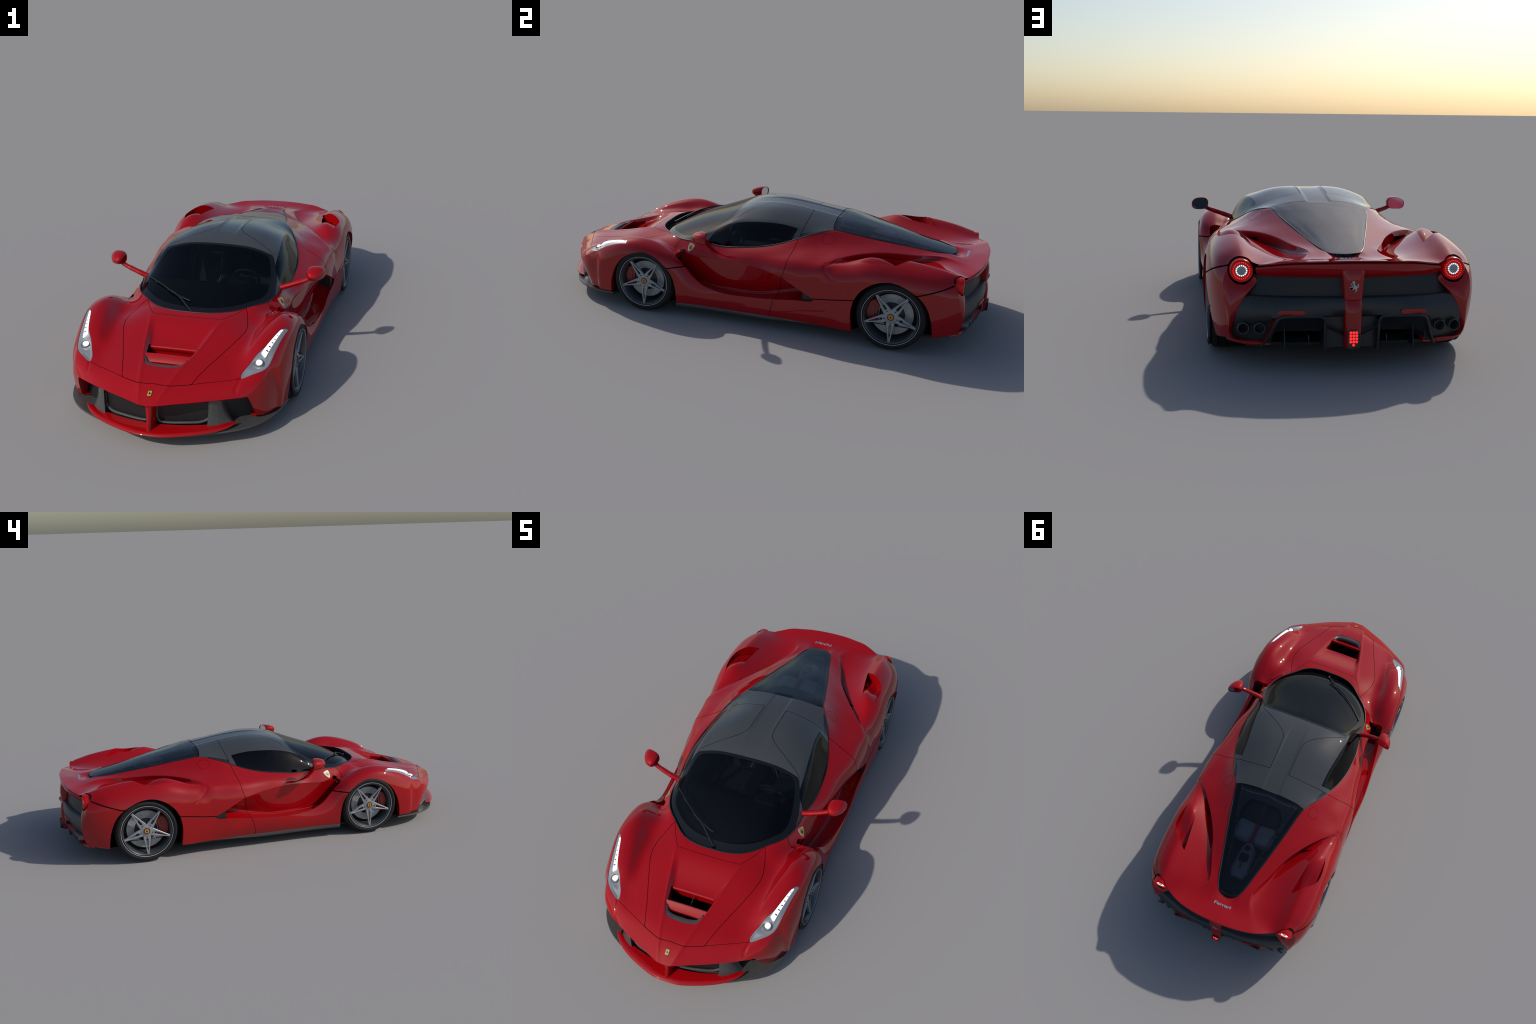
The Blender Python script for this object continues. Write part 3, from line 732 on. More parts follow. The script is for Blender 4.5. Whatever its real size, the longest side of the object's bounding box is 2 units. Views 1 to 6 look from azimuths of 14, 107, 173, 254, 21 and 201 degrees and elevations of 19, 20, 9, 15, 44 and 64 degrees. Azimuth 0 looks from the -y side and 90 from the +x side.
SCREEN.label(rear_fn, PANE_R, only=[ROOFP])
SCREEN.label(lambda V: np.maximum(-(canopy_sdf(V) + .007), .30 - V[:, 1]), FRIT, only=[PANE_R])
# gaps: roof hatch halves, door cut, rear edge
hatch = np.vstack([smooth_curve([(.229, -.133), (.205, -.113), (.159, -.082), (.115, -.052), (.085, -.028), (.065, -.005), (.055, .015), (.051, .045)], 40), smooth_curve([(.050, .120), (.0495, .197)], 8), smooth_curve([(.055, .197), (.10, .197), (.153, .196), (.196, .192), (.234, .187), (.262, .182)], 20)])
seat_line(SCREEN, hatch, 'xy')
SCREEN.label(line_fn(hatch, .0011, 'xy', lambda V: .30 - V[:, 2]), GAP)
SCREEN.label(lambda V: np.maximum(np.abs(rear_fn(V)) - .0018, .1 - V[:, 1]), GAP)
for lab, nm, mat in ((ROOFP, "roof", CARBON), (PANE_WS, "windscreen", GLASS), (FRIT, "window_border", FRITMAT), (PANE_R, "rear_window", REARGLASS)):
    patch_object(nm, SCREEN.take(SCREEN.L == lab).mirror_join(), mat)
g = SCREEN.take(SCREEN.L == GAP); g.V = g.V - g.N * .001; patch_object("panel_gap", g.mirror_join(), GAPMAT)
patch_object("cowl_edge", cowl_drop.mirror_join(), BLACK)
sided_objects("side_window", SCREEN.take(SCREEN.L == PANE_SIDE), GLASS)
sided_objects("quarter_window", SCREEN.take(SCREEN.L == PANE_Q), BLACKGLOSS)
# rubber seal along the rim
grid_xy = BODY_GRID
def body_z(xy):
    """Height of the outer body skin nearest to plan points."""
    V = before.V[before.V[:, 2] > .22]
    return np.array([V[np.argmin((V[:, 0] - p[0]) ** 2 + (V[:, 1] - p[1]) ** 2), 2] for p in xy])
rim = half[::2]; rz = body_z(rim)
seal = np.c_[rim, gauss_along(rz[:, None], 2.0)[:, 0]]
B = Builder(); B.add(*tube(np.vstack([seal, (seal * [-1, 1, 1])[::-1][1:-1]]), .0026, 8, closed=True))
mesh_object("window_seal", B.V, B.F, BLACK)

# ------------------------------------------------------------------ wheels
def wheel(sx, cy, R, width, xo, rim_r, stripe_r, spoke_r, disc_r):
    cx = sx * xo; cz = R
    # tyre: revolved section, (radius, x measured outward from the outer face)
    w = width; sh = R - .012
    prof = [(rim_r + .001, -.004), (stripe_r, .0), (R * .90, .0025), (R * .955, -.002), (sh, -.008), (R - .003, -.016)]
    for k in range(4):                                   # tread with grooves
        a = -.016 - (w - .032) * (k + .55) / 4.1
        prof += [(R, a + .006), (R, a + .0025), (R - .004, a + .002), (R - .004, a - .002), (R, a - .0025)]
    prof += [(R - .003, -w + .016), (sh, -w + .008), (R * .9, -w), (rim_r, -w + .004), (rim_r - .002, -w / 2)]
    V, F = revolve_x(prof, cx, cy, cz, 96, True, sx)
    rim = Builder()
    # barrel: lip, then deep well
    rim.add(*revolve_x([(rim_r + .002, -.002), (rim_r, .001), (rim_r - .004, -.003), (rim_r - .008, -.012), (rim_r - .014, -w * .8), (rim_r - .004, -w * .85), (rim_r + .002, -w * .5)], cx, cy, cz, 72, True, sx))
    barrel = mesh_object("wheel", rim.V, rim.F, BARREL)
    mesh_object("tyre", V, F, RUBBER, barrel, smooth=40)
    V, F = revolve_x([(stripe_r - .0009, .0004), (stripe_r - .0009, .0018), (stripe_r + .0009, .0022), (stripe_r + .0009, .0004)], cx, cy, cz, 96, True, sx)
    mesh_object("rim_edge_ring", V, F, STRIPE, barrel, smooth=60)
    # five split spokes
    bm = bmesh.new(); k = spoke_r / .104
    st = [(.0235, .0170, 0), (.034, .0158, .0), (.037, .0152, .0050), (.052, .0124, .0048), (.070, .0092, .0032), (.084, .0070, .0016), (.087, .0064, 0), (.104, .0042, 0)]
    def xoff(r): return -.010 + .007 * (r / spoke_r) ** 1.5
    def bulge(q, qo): return 0.0
    for arm in range(5):
        ang = -math.pi / 2 + arm * 2 * math.pi / 5
        ca, sa = math.cos(ang), math.sin(ang)
        def P(r, q, dx): return bm.verts.new((cx + sx * (xoff(r * k) + dx), cy + k * (r * ca - q * sa), cz + k * (r * sa + q * ca)))
        for s in (1, -1):
            rows = []
            for r, qo, qi in st:
                ch = min(.0016, (qo - qi) * .3)
                rows.append([P(r, s * qi, -.010), P(r, s * qi, -ch * .6), P(r, s * (qi + ch * .7), 0), P(r, s * (qo - ch), 0), P(r, s * qo, -ch), P(r, s * qo, -.010)])
            for a, b in zip(rows[:-1], rows[1:]):
                for j in range(5): bm.faces.new([a[j], a[j + 1], b[j + 1], b[j]])
            bm.faces.new(rows[-1]); bm.faces.new(rows[0])
    bmesh.ops.remove_doubles(bm, verts=bm.verts, dist=1e-5)
    bmesh.ops.recalc_face_normals(bm, faces=bm.faces)
    me = bpy.data.meshes.new("spokes"); bm.to_mesh(me); bm.free(); me.materials.append(ALLOY)
    me.polygons.foreach_set("use_smooth", [True] * len(me.polygons)); me.set_sharp_from_angle(angle=math.radians(30))
    add_object("spokes", me, barrel)
    hub = Builder()
    hub.add(*revolve_x([(0, -.022), (.029 * k, -.022), (.0285 * k, -.011), (.026 * k, -.0093), (.016 * k, -.0085), (.0, -.0085)], cx, cy, cz, 40, False, sx))
    mesh_object("hub", hub.V, hub.F, ALLOY, barrel)
    cap = Builder(); cap.add(*revolve_x([(.0135 * k, -.012), (.0135 * k, -.0055), (.0105 * k, -.0045), (.0102 * k, -.0075)], cx, cy, cz, 32, False, sx))
    mesh_object("cap_ring", cap.V, cap.F, BLACKGLOSS, barrel)
    V, F = revolve_x([(.0, -.005), (.010 * k, -.0056)], cx, cy, cz, 32, False, sx)
    mesh_object("centre_cap", V, F, CAPYEL, barrel)
    hs = Builder(); hs.add(*horse_mark(.0105 * k, lambda a, b: (cx + sx * -.0044, cy + sx * a, cz + b)))
    mesh_object("cap_emblem", hs.V, hs.F, BLACK, barrel, smooth=None)
    bolts = Builder()
    for a in range(5):
        ang = -math.pi / 2 + a * 2 * math.pi / 5
        bolts.add(*revolve_x([(.0, -.0055), (.0021, -.0055), (.0024, -.010)], cx, cy + .0275 * k * math.cos(ang), cz + .0275 * k * math.sin(ang), 10, False, sx))
    mesh_object("wheel_bolts", bolts.V, bolts.F, BLACK, barrel)
    # brake
    V, F = revolve_x([(.050 * k, -.052), (.050 * k, -.040), (disc_r * .80, -.0395), (disc_r * .80, -.040), (disc_r, -.040), (disc_r, -.052)], cx, cy, cz, 64, True, sx)
    mesh_object("brake_disc", V, F, DISC, barrel)
    V, F = revolve_x([(0, -.030), (.030, -.030), (.050 * k, -.046), (rim_r - .012, -.062)], cx, cy, cz, 48, False, sx)
    mesh_object("disc_hat", V, F, BLACK, barrel)
    dots = Builder()
    for a in range(16):
        for j in range(3):
            an = 2 * math.pi * (a + .22 * j) / 16; r = disc_r * (.70 + .11 * j)
            dots.add(*revolve_x([(0, -.0392), (.0011, -.0392), (.0011, -.0405)], cx, cy + r * math.cos(an), cz + r * math.sin(an), 6, False, sx))
    mesh_object("disc_holes", dots.V, dots.F, BLACK, barrel, stuff=True)
    cal = Builder(); ri, ro = disc_r * .64, disc_r * 1.20
    outer = [(ro * (1 - .10 * abs(u) ** 3 + .012 * math.cos(u * 9)), math.pi - .10 + u * .62) for u in np.linspace(-1, 1, 15)]
    inner = [(ri * (1 + .05 * abs(u)), math.pi - .10 + u * .56) for u in np.linspace(1, -1, 11)]
    pl = [(cy + r * math.cos(a), cz + r * math.sin(a)) for r, a in outer + inner]
    cc = np.mean(pl, axis=0)
    ins = [tuple(cc + (np.array(p) - cc) * .88) for p in pl]
    rings = [[(cx - sx * .062, *p) for p in pl], [(cx - sx * .034, *p) for p in pl], [(cx - sx * .030, *p) for p in ins]]
    cal.add(*loft_rings(rings)); pad = [tuple(cc + (np.array(p) - cc) * [.35, .62]) for p in pl]
    cal.add(*loft_rings([[(cx - sx * .031, *p) for p in pad], [(cx - sx * .0275, *p) for p in pad]]))
    mesh_object("brake_caliper", cal.V, cal.F, CALIPER, barrel, smooth=30)

HORSE = [(-.10, .50), (.02, .46), (.06, .38), (.02, .30), (.05, .18), (.16, .06), (.26, -.02), (.30, .04), (.26, .20), (.34, .26), (.40, .12), (.36, -.04), (.30, -.12), (.22, -.18),
         (.26, -.30), (.20, -.40), (.08, -.50), (.04, -.46), (.12, -.36), (.10, -.24), (.00, -.20), (-.08, -.27), (-.22, -.27), (-.24, -.21), (-.10, -.17), (-.12, -.08), (-.26, -.06), (-.38, -.10), (-.40, -.04),
         (-.28, .00), (-.14, .06), (-.30, .18), (-.34, .26), (-.28, .26), (-.14, .20), (-.12, .28), (-.22, .30), (-.20, .38)]
def horse_mark(size, place):
    """Little rearing-animal silhouette as a single flat shape, `place` maps 2D to 3D."""
    V = [place(p[0] * size, p[1] * size) for p in HORSE]
    bm = bmesh.new(); vs = [bm.verts.new(v) for v in V]; f = bm.faces.new(vs)
    r = bmesh.ops.triangulate(bm, faces=[f]); bm.verts.index_update()
    F = [tuple(v.index for v in fc.verts) for fc in bm.faces]; V = [tuple(v.co) for v in bm.verts]; bm.free()
    return V, F

for sx in (1, -1):
    wheel(sx, -.4855, .1430, .112, .4100, .1105, .1150, .1065, .0840)
    wheel(sx, .6320, .1490, .140, .4120, .1160, .1215, .1125, .0900)

# wheel-house liners
for cy, R, xi in ((-.4865, .150, .250), (.635, .168, .235)):
    prof = [(R, .372), (R, xi), (.0, xi)] if cy < 0 else [(R, .380), (R, xi), (0, xi)]
    V, F = revolve_x([(r, x) for r, x in prof], 0, cy, .1365 if cy < 0 else .145, 48, False, 1)
    V = [(x, y, min(max(z, .100), .262 if cy < 0 else .300)) for x, y, z in V]
    both_sides("wheel_house", V, F, BLACK)

# ------------------------------------------------------------------ mirrors
def mirror_part():
    H = Builder(); rings = []
    for y, sxr, szr, cx, cz in ((-.186, .0335, .0245, .4140, .3850), (-.192, .0350, .0255, .4140, .3850), (-.205, .0345, .0252, .4135, .3850), (-.222, .0310, .0222, .4120, .3846), (-.238, .0225, .0175, .4100, .3838), (-.247, .0130, .0100, .4085, .3830), (-.2505, .0030, .0020, .4080, .3826)):
        ring = []
        for a in np.linspace(0, 2 * math.pi, 32, endpoint=False):
            c, s = math.cos(a), math.sin(a)
            px = math.copysign(abs(c) ** .62, c) * sxr; pz = math.copysign(abs(s) ** .66, s) * szr
            if px > 0: pz *= 1 - .34 * (px / sxr) ** 2 * (1 if pz > 0 else .15)
            ring.append((cx + px, y + .014 * px / .03 * .6, cz + pz))
        rings.append(ring)
    H.add(*loft_rings(rings[::1], cap=False)); H.add(rings[-1], [tuple(range(32))])
    rim = rings[0]; cen = np.mean(rim, axis=0)
    inn = [tuple(cen + (np.array(p) - cen) * .93 + [0, .0005, 0]) for p in rim]; deep = [tuple(np.array(p) + [0, -.004, 0]) for p in inn]
    H.add(*loft_rings([rim, inn, deep], cap=False))
    both = both_sides("mirror", H.V, H.F, PAINT, smooth=50)
    for k, o in enumerate(both):
        s = 1 - 2 * k
        V = np.array(deep) + [0, .0012, 0]; V = V * [s, 1, 1]
        mesh_object("mirror_glass", V, [tuple(range(32)) if s > 0 else tuple(reversed(range(32)))], MIRRORGL, o, smooth=None)
        V, F = tube([(.272, -.228, .321), (.300, -.230, .332), (.350, -.226, .350), (.388, -.219, .366), (.400, -.214, .376)], np.array([.0135, .0125, .0115, .0105, .010])[np.round(np.linspace(0, 4, 24)).astype(int)], 12, 24, flat=.85)
        mesh_object("mirror_arm", np.array(V) * [s, 1, 1], F if s > 0 else [tuple(reversed(f)) for f in F], PAINT, o, smooth=60)
mirror_part()

# black plate modelling the unlit depth behind each haunch intake lip
mouth = np.array([(.283, .7205), (.300, .7055), (.330, .6775), (.352, .6565), (.368, .6405)])
mz = body_z(mouth) - .003
V, F = loft_lines([np.c_[mouth, mz], np.c_[mouth + [.002, .002], np.full(5, .285)]], 16)
both_sides("intake_shadow_plate", V, F, GAPMAT)

# ------------------------------------------------------------------ headlamps
bed = Patch(LAMP_BED.V.copy(), LAMP_BED.N.copy(), LAMP_BED.F.copy())
cover = Patch(bed.V - bed.N * .0008, bed.N, bed.F)
edge_d = -headlight_fn(bed.V)
lampxy = np.array([.316, -.757])
dl = np.linalg.norm((bed.V[:, :2] - lampxy) @ np.array([[.75, .5], [-.66, .87]]).T / [.034, .022], axis=1)
deep = .0015 + .004 * sstep(edge_d, 0, .010) * (1 - sstep(bed.V[:, 1], -.73, -.69)) + .007 * (1 - sstep(dl, .2, 1.0))
bed.V = bed.V - bed.N * deep[:, None]; bed.renormal()
for s, P in ((1, bed), (-1, bed.mirror())):
    hl = patch_object("headlight", P, LAMPSILVER)
    c = cover if s > 0 else cover.mirror()
    pass
    M = np.array([s, 1, 1.0])
    B = Builder(); B.add(*ball((.321, -.746, float(body_z([(.321, -.746)])[0]) - .008), .0105, 20, 12, (1.0, 1.1, .8)))
    mesh_object("projector_lens", np.array(B.V) * M, B.F, LEDW, hl)
    V, F = tube([(.321 + .0145 * math.cos(a), -.748 + .0155 * math.sin(a), float(body_z([(.321, -.746)])[0]) - .009 + .006 * math.sin(a)) for a in np.linspace(0, 2 * math.pi, 24, endpoint=False)], .0026, 8, closed=True)
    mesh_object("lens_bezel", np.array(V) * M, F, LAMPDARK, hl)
    # light-guide strip: a bright band following the surface, with dark ticks along its outer half
    a0, a1 = np.array([.3235, -.722]), np.array([.3640, -.600]); b0, b1 = np.array([.3405, -.727]), np.array([.3720, -.593])
    strip = Patch(LAMP_BED.V - LAMP_BED.N * .0004, LAMP_BED.N.copy(), LAMP_BED.F.copy())
    guide = np.array([a0, b0 + [-.004, -.004], b0, b1, a1])
    strip.label(lambda V: poly_sdf(V[:, :2], guide), 1)
    for k in range(1, 7):
        u = k / 7
        m0, m1 = a0 + (a1 - a0) * u, b0 + (b1 - b0) * u; dd = m1 - m0
        t = np.array([m0 + dd * .40, m0 + dd * .97]); w = (a1 - a0) / np.linalg.norm(a1 - a0) * .0026
        strip.label(lambda V: poly_sdf(V[:, :2], np.array([t[0] - w, t[1] - w, t[1] + w, t[0] + w])), 2, only=[1])
    for lab, nm, mt in ((1, "light_guide", LEDW), (2, "light_guide_ticks", BLACK)):
        g = strip.take(strip.L == lab)
        if len(g.F): patch_object(nm, g if s > 0 else g.mirror(), mt, hl)

# ------------------------------------------------------------------ hood vent
B = Builder()
vane = [[(-.7690, .2500), (-.7735, .2515), (-.789, .2395), (-.7965, .229), (-.795, .219), (-.785, .211), (-.767, .238)]]
sec = vane[0]
rings = [[(x, y - .010 * (1 - (x / .09) ** 2) * 0, z - .002 * (x / .09) ** 2) for y, z in sec] for x in np.linspace(-.0865, .0865, 9)]
B.add(*loft_rings(rings)); mesh_object("hood_vane", B.V, B.F, PAINT, smooth=40)
# rolled trailing edge of the hood panel over the vent
ed = np.array([(x, -.7065, float(body_z([(x, -.7065)])[0]) - .019 + .0005) for x in np.linspace(0, .088, 14)])
ed = np.vstack([(ed * [-1, 1, 1])[::-1][:-1], ed])
ed[:, 2] = .2475 + .0012 * (1 - (ed[:, 0] / .09) ** 2)
rows = [ed + [0, .004, .0012], ed + [0, -.002, -.0005], ed + [0, -.005, -.004], ed + [0, -.005, -.010], ed + [0, .002, -.022], ed + [0, .02, -.040]]
V, F = loft_lines(rows, 40); mesh_object("hood_vent_lip", V, F, PAINT, smooth=80)
lipc = np.array([(.0765, -.800, .2405), (.073, -.812, .2375), (.066, -.826, .2340), (.050, -.834, .2320), (.02, -.838, .2315), (0, -.838, .2315)])
lipc = np.vstack([lipc, (lipc * [-1, 1, 1])[::-1][1:]])
rows = [lipc + [0, -.001, .0008], lipc * [.985, 1, 1] + [0, .007, .0030], lipc * [.96, 1, 1] + [0, .018, .0028], lipc * [.94, 1, 1] + [0, .026, -.006], lipc * [.93, 1, 1] + [0, .028, -.03]]
V, F = loft_lines(rows, 50, 14); mesh_object("hood_vent_sill", V, F, FLOOR, smooth=80)
B = Builder(); B.add(*prism([(-.11, -.68), (.11, -.68), (.09, -.86), (-.09, -.86)], 2, .135, .140))
for x in (0,): B.add(*prism([(-.71, .15), (-.83, .15), (-.83, .185), (-.71, .225)], 0, x - .002, x + .002))
mesh_object("radiator_duct", B.V, B.F, BLACK, smooth=None)

# ------------------------------------------------------------------ front end: floor, wing, strut, pillars, grilles
fl = smooth_curve([(0, -.978), (.10, -.962), (.205, -.924), (.284, -.881), (.325, -.845), (.362, -.793), (.390, -.712), (.402, -.642)], 60)
out = np.vstack([fl, [(.36, -.630), (0, -.630)]])
def floor_z(y): return np.interp(y, [-.98, -.64], [.051, .060])
ring_t = [(x, y, floor_z(y) + .004) for x, y in out]; ring_b = [(x * .985, y + .006 * (y < -.64), floor_z(y) - .007) for x, y in out]
ring_m = [(x * 1.002, y - .001 * (y < -.64), floor_z(y) - .001) for x, y in out]
B = Builder(); B.add(*loft_rings([ring_b, ring_m, ring_t])); B.mirrored()
mesh_object("splitter_floor", B.V, B.F, FLOOR, smooth=40)
lead = smooth_curve([(0, -1.000, .0600), (.045, -.9975, .0600), (.102, -.981, .0605), (.182, -.947, .0625), (.245, -.903, .0665), (.268, -.873, .0705), (.274, -.860, .0735)], 40)
trail = smooth_curve([(0, -.938, .0735), (.045, -.937, .0735), (.125, -.923, .0735), (.20, -.896, .0735), (.250, -.872, .0740), (.266, -.863, .0745), (.273, -.858, .0748)], 40)
rings = []
for a, b in zip(lead, trail):
    d = b - a; L = np.linalg.norm(d); up = np.array([0, 0, 1.0]); k = min(1, L / .03)
    rings.append([a, a + d * .06 + up * .0045 * k, a + d * .3 + up * .0050 * k, a + d * .7 + up * .0025 * k, b, a + d * .6 - up * .006 * k, a + d * .2 - up * .0065 * k, a + d * .03 - up * .004 * k])
B = Builder(); B.add(*loft_rings(rings)); B.mirrored()
mesh_object("front_wing", B.V, B.F, PAINT, smooth=60)
def strut_ring(z, yf, hw, yb):
    return [(0, yf, z), (hw * .55, yf + .004, z), (hw, yf + .016, z), (hw * 1.1, yb, z), (-hw * 1.1, yb, z), (-hw, yf + .016, z), (-hw * .55, yf + .004, z)]
B = Builder(); B.add(*loft_rings([strut_ring(.066, -.990, .011, -.925), strut_ring(.080, -.987, .0105, -.925), strut_ring(.110, -.980, .012, -.92), strut_ring(.145, -.978, .017, -.92), strut_ring(.160, -.980, .024, -.92), strut_ring(.170, -.981, .030, -.92)]))
mesh_object("nose_strut", B.V, B.F, PAINT, smooth=50)
top = [(.188, -.905), (.196, -.902), (.208, -.892), (.220, -.872), (.220, -.840), (.190, -.84)]
bot = [(.182, -.916), (.196, -.912), (.224, -.898), (.252, -.872), (.256, -.840), (.186, -.84)]
rings = []
for u in (0, .12, .3, .55, 1):
    k = (1 - u) ** 2
    rings.append([(a[0] * (1 - k) + b[0] * k, a[1] * (1 - k) + b[1] * k, .058 + .112 * u) for a, b in zip(top, bot)])
both_sides("grille_pillar", *loft_rings(rings), FLOOR, smooth=50)
V, F = loft_lines([[(.010, -.935, .166), (.10, -.915, .166), (.192, -.890, .166)], [(.010, -.925, .060), (.10, -.908, .060), (.192, -.885, .060)]], 20)
both_sides("front_grille", V, F, WIREMESH)
both_sides("grille_frame", *tube([(.016, -.930, .150), (.014, -.931, .100), (.020, -.930, .082), (.040, -.927, .076), (.12, -.912, .077), (.165, -.898, .080), (.184, -.890, .092), (.188, -.888, .14)], .005, 8, 50), FLOOR)
V, F = loft_lines([[(.205, -.835, .172), (.27, -.80, .172), (.33, -.76, .172)], [(.205, -.835, .055), (.27, -.80, .055), (.33, -.76, .055)]], 12)
both_sides("outer_intake", V, F, WIREMESH)
# inner faces of the bumper corner (red return towards the intake)
f0 = BODY_GRID[0][-60:]; f0 = f0[f0[:, 2] < .1655]
V, F = loft_lines([f0, f0 + [-.008, .012, .0], f0 + [-.016, .045, .0]], 30); both_sides("intake_flank", V, F, PAINT)
# underside of the nose
V, F = loft_lines([[(0, -.965, .160), (.15, -.915, .163), (.29, -.845, .160)], [(0, -.85, .168), (.14, -.82, .17), (.27, -.77, .168)]], 20)
both_sides("nose_underside", V, F, BLACK)

# ------------------------------------------------------------------ side skirts and underbody
ysk = np.linspace(-.329, .34, 40)
rings = []
for y in ysk:
    x = line_at(12, y, 0); z = line_at(12, y, 2); k = 1 - sstep(y, .05, .34)
    rings.append([(x - .03, y, z + .002), (x + .0015 * k, y, z + .002), (x + .003 * k, y, z - .004 * k), (x - .002, y, z - .014 * k - .001), (x - .03, y, z - .014 * k - .001)])
both_sides("side_skirt", *loft_rings(rings), FLOOR, smooth=40)
B = Builder()
B.add(*prism([(-.30, -.64), (.30, -.64), (.36, -.33), (.37, .45), (.30, .50), (.30, .80), (-.30, .80), (-.30, .50), (-.37, .45), (-.36, -.33)], 2, .042, .052))
mesh_object("underbody", B.V, B.F, BLACK, smooth=None)

# ------------------------------------------------------------------ tail: fascia, mesh, bumper, column
def sym(pts):
    """Mirror a half curve (x >= 0, starting at x = 0) into a full one running +x to -x."""
    p = np.asarray(pts, float); return np.vstack([p[::-1], (p * [-1, 1, 1])[1:]])
sp = np.array([(0, .979, .337), (.06, .9775, .3363), (.107, .973, .335), (.145, .966, .333), (.188, .957, .331), (.226, .941, .325), (.274, .914, .317)])
V, F = loft_lines([sym(sp + [0, 0, 0]), sym(sp + [0, .0012, -.0022]), sym(sp + [0, -.0015, -.0045]), sym(sp + [0, -.014, -.005])], 80, 10)
mesh_object("tail_spoiler_edge", V, F, PAINT, smooth=70)
V, F = loft_lines([sym(sp + [0, -.005, -.004]), sym(sp + [0, -.005, -.014])], 60)
mesh_object("spoiler_gap", V, F, GAPMAT)
ft = np.array([(0, .9785, .3270), (.107, .9725, .3250), (.188, .9560, .3210), (.235, .9340, .3140), (.280, .9060, .3060)])
fm = np.array([(0, .974, .304), (.107, .968, .304), (.188, .950, .302), (.235, .928, .298), (.280, .902, .294)])
fb = np.array([(0, .955, .283), (.10, .949, .283), (.19, .929, .282), (.235, .912, .281), (.270, .893, .281)])
V, F = loft_lines([sym(ft + [0, -.012, .002]), sym(ft), sym(fm), sym(fb), sym(fb + [0, -.02, .004])], 80, 18)
mesh_object("tail_fascia", V, F, PAINT, smooth=60)
mt = np.array([(0, .950, .286), (.10, .944, .286), (.19, .924, .285), (.29, .884, .285)])
mb = np.array([(0, .958, .222), (.15, .947, .222), (.24, .926, .221), (.325, .892, .221)])
V, F = loft_lines([sym(mt), sym(mb)], 40); mesh_object("tail_mesh", V, F, WIREMESH)
# black bumper beam: shelf, face, lower return
b0 = np.array([(0, .940, .229), (.15, .926, .229), (.24, .902, .228), (.32, .876, .227)])
b1 = np.array([(0, .970, .2275), (.12, .968, .2275), (.22, .944, .2265), (.315, .914, .2255)])
b2 = np.array([(0, .975, .222), (.12, .973, .222), (.22, .951, .221), (.324, .918, .218)])
b3 = np.array([(0, .981, .196), (.14, .9800, .190), (.223, .965, .188), (.338, .922, .180)])
b4 = np.array([(0, .974, .176), (.14, .978, .172), (.223, .966, .168), (.344, .920, .150)])
b5 = np.array([(0, .955, .166), (.14, .955, .164), (.223, .945, .150), (.344, .905, .130)])
V, F = loft_lines([sym(b) for b in (b0, b1, b2, b3, b4, b5)], 80); mesh_object("rear_bumper", V, F, BUMPER, smooth=50)
# exhaust bay
eb = [[(.225, .940, .172), (.28, .930, .165), (.345, .906, .155)], [(.228, .932, .125), (.28, .922, .125), (.352, .895, .120)], [(.235, .912, .078), (.28, .905, .080), (.350, .880, .088)]]
V, F = loft_lines(eb, 20, 12); both_sides("exhaust_bay", V, F, BUMPER, smooth=50)
for c in ((.3195, .942, .1315), (.2715, .949, .1325)):
    V, F = revolve_y([(.0150, -.05), (.0172, -.05), (.0172, -.004), (.0168, -.0005), (.0158, 0), (.0150, -.001), (.0146, -.006), (.0146, -.04), (0, -.04)], c)
    both_sides("exhaust_pipe", V, F, EXHAUST, smooth=40)
# red rear corner closing the body side to the exhaust bay
last = BODY_GRID[-1]; cf = last[(last[:, 2] < .305) & (last[:, 0] > .34)]
cf = np.vstack([cf, [(.325, .893, .078)], [(.285, .905, .074)], [(.255, .912, .073)]])
ci = np.array([(.288, .902, .282), (.278, .900, .268), (.296, .914, .245), (.312, .920, .226), (.332, .922, .190), (.345, .916, .150), (.354, .904, .115), (.345, .902, .094), (.30, .911, .088), (.262, .919, .086)])
cf = smooth_curve(cf, 60); ci = smooth_curve(ci, 60)
mid = cf * .5 + ci * .5 + np.array([.004, .008, 0]) * np.sin(np.linspace(0, math.pi, 60))[:, None]
G = np.stack([spline_eval(np.array([0, .5, 1.0]), np.stack([cf[i], mid[i], ci[i]]), np.linspace(0, 1, 14)) for i in range(60)], 1)
G = np.concatenate([G, (ci + [-.004, -.004, 0])[None], (ci + [-.006, -.03, 0])[None]])
cp = Patch.from_grid(G, flip=False)
if cp.N[:, 1].mean() < 0: cp = Patch(cp.V, -cp.N, cp.F[:, ::-1].copy())
cp.label(tail_fn, GONE); sided_objects("rear_bumper_corner", cp.take(cp.L != GONE), PAINT)
# parking sensors, reflectors
for c in ((.296, .924, .2105),):
    both_sides("parking_sensor", *revolve_y([(.0052, -.004), (.0052, .0035), (.0045, .0042), (0, .0042)], c, 20), BLACKGLOSS)
def on_bumper(x, dz=0):
    return np.array([x, np.interp(x, b3[:, 0], b3[:, 1]) + .0040, np.interp(x, b3[:, 0], b3[:, 2]) + dz])
rings = []
for x in np.linspace(.141, .222, 16):
    e = min(x - .141, .222 - x); hh = .0068 * math.sqrt(max(0, 1 - max(0, 1 - e / .0068) ** 2)) + .0002
    c = on_bumper(x, -.005); rings.append([c + [0, -.004, -hh], c + [0, .0006, -hh], c + [0, .0015, 0], c + [0, .0006, hh], c + [0, -.004, hh]])
both_sides("rear_reflector", *loft_rings(rings), REFLECTOR)

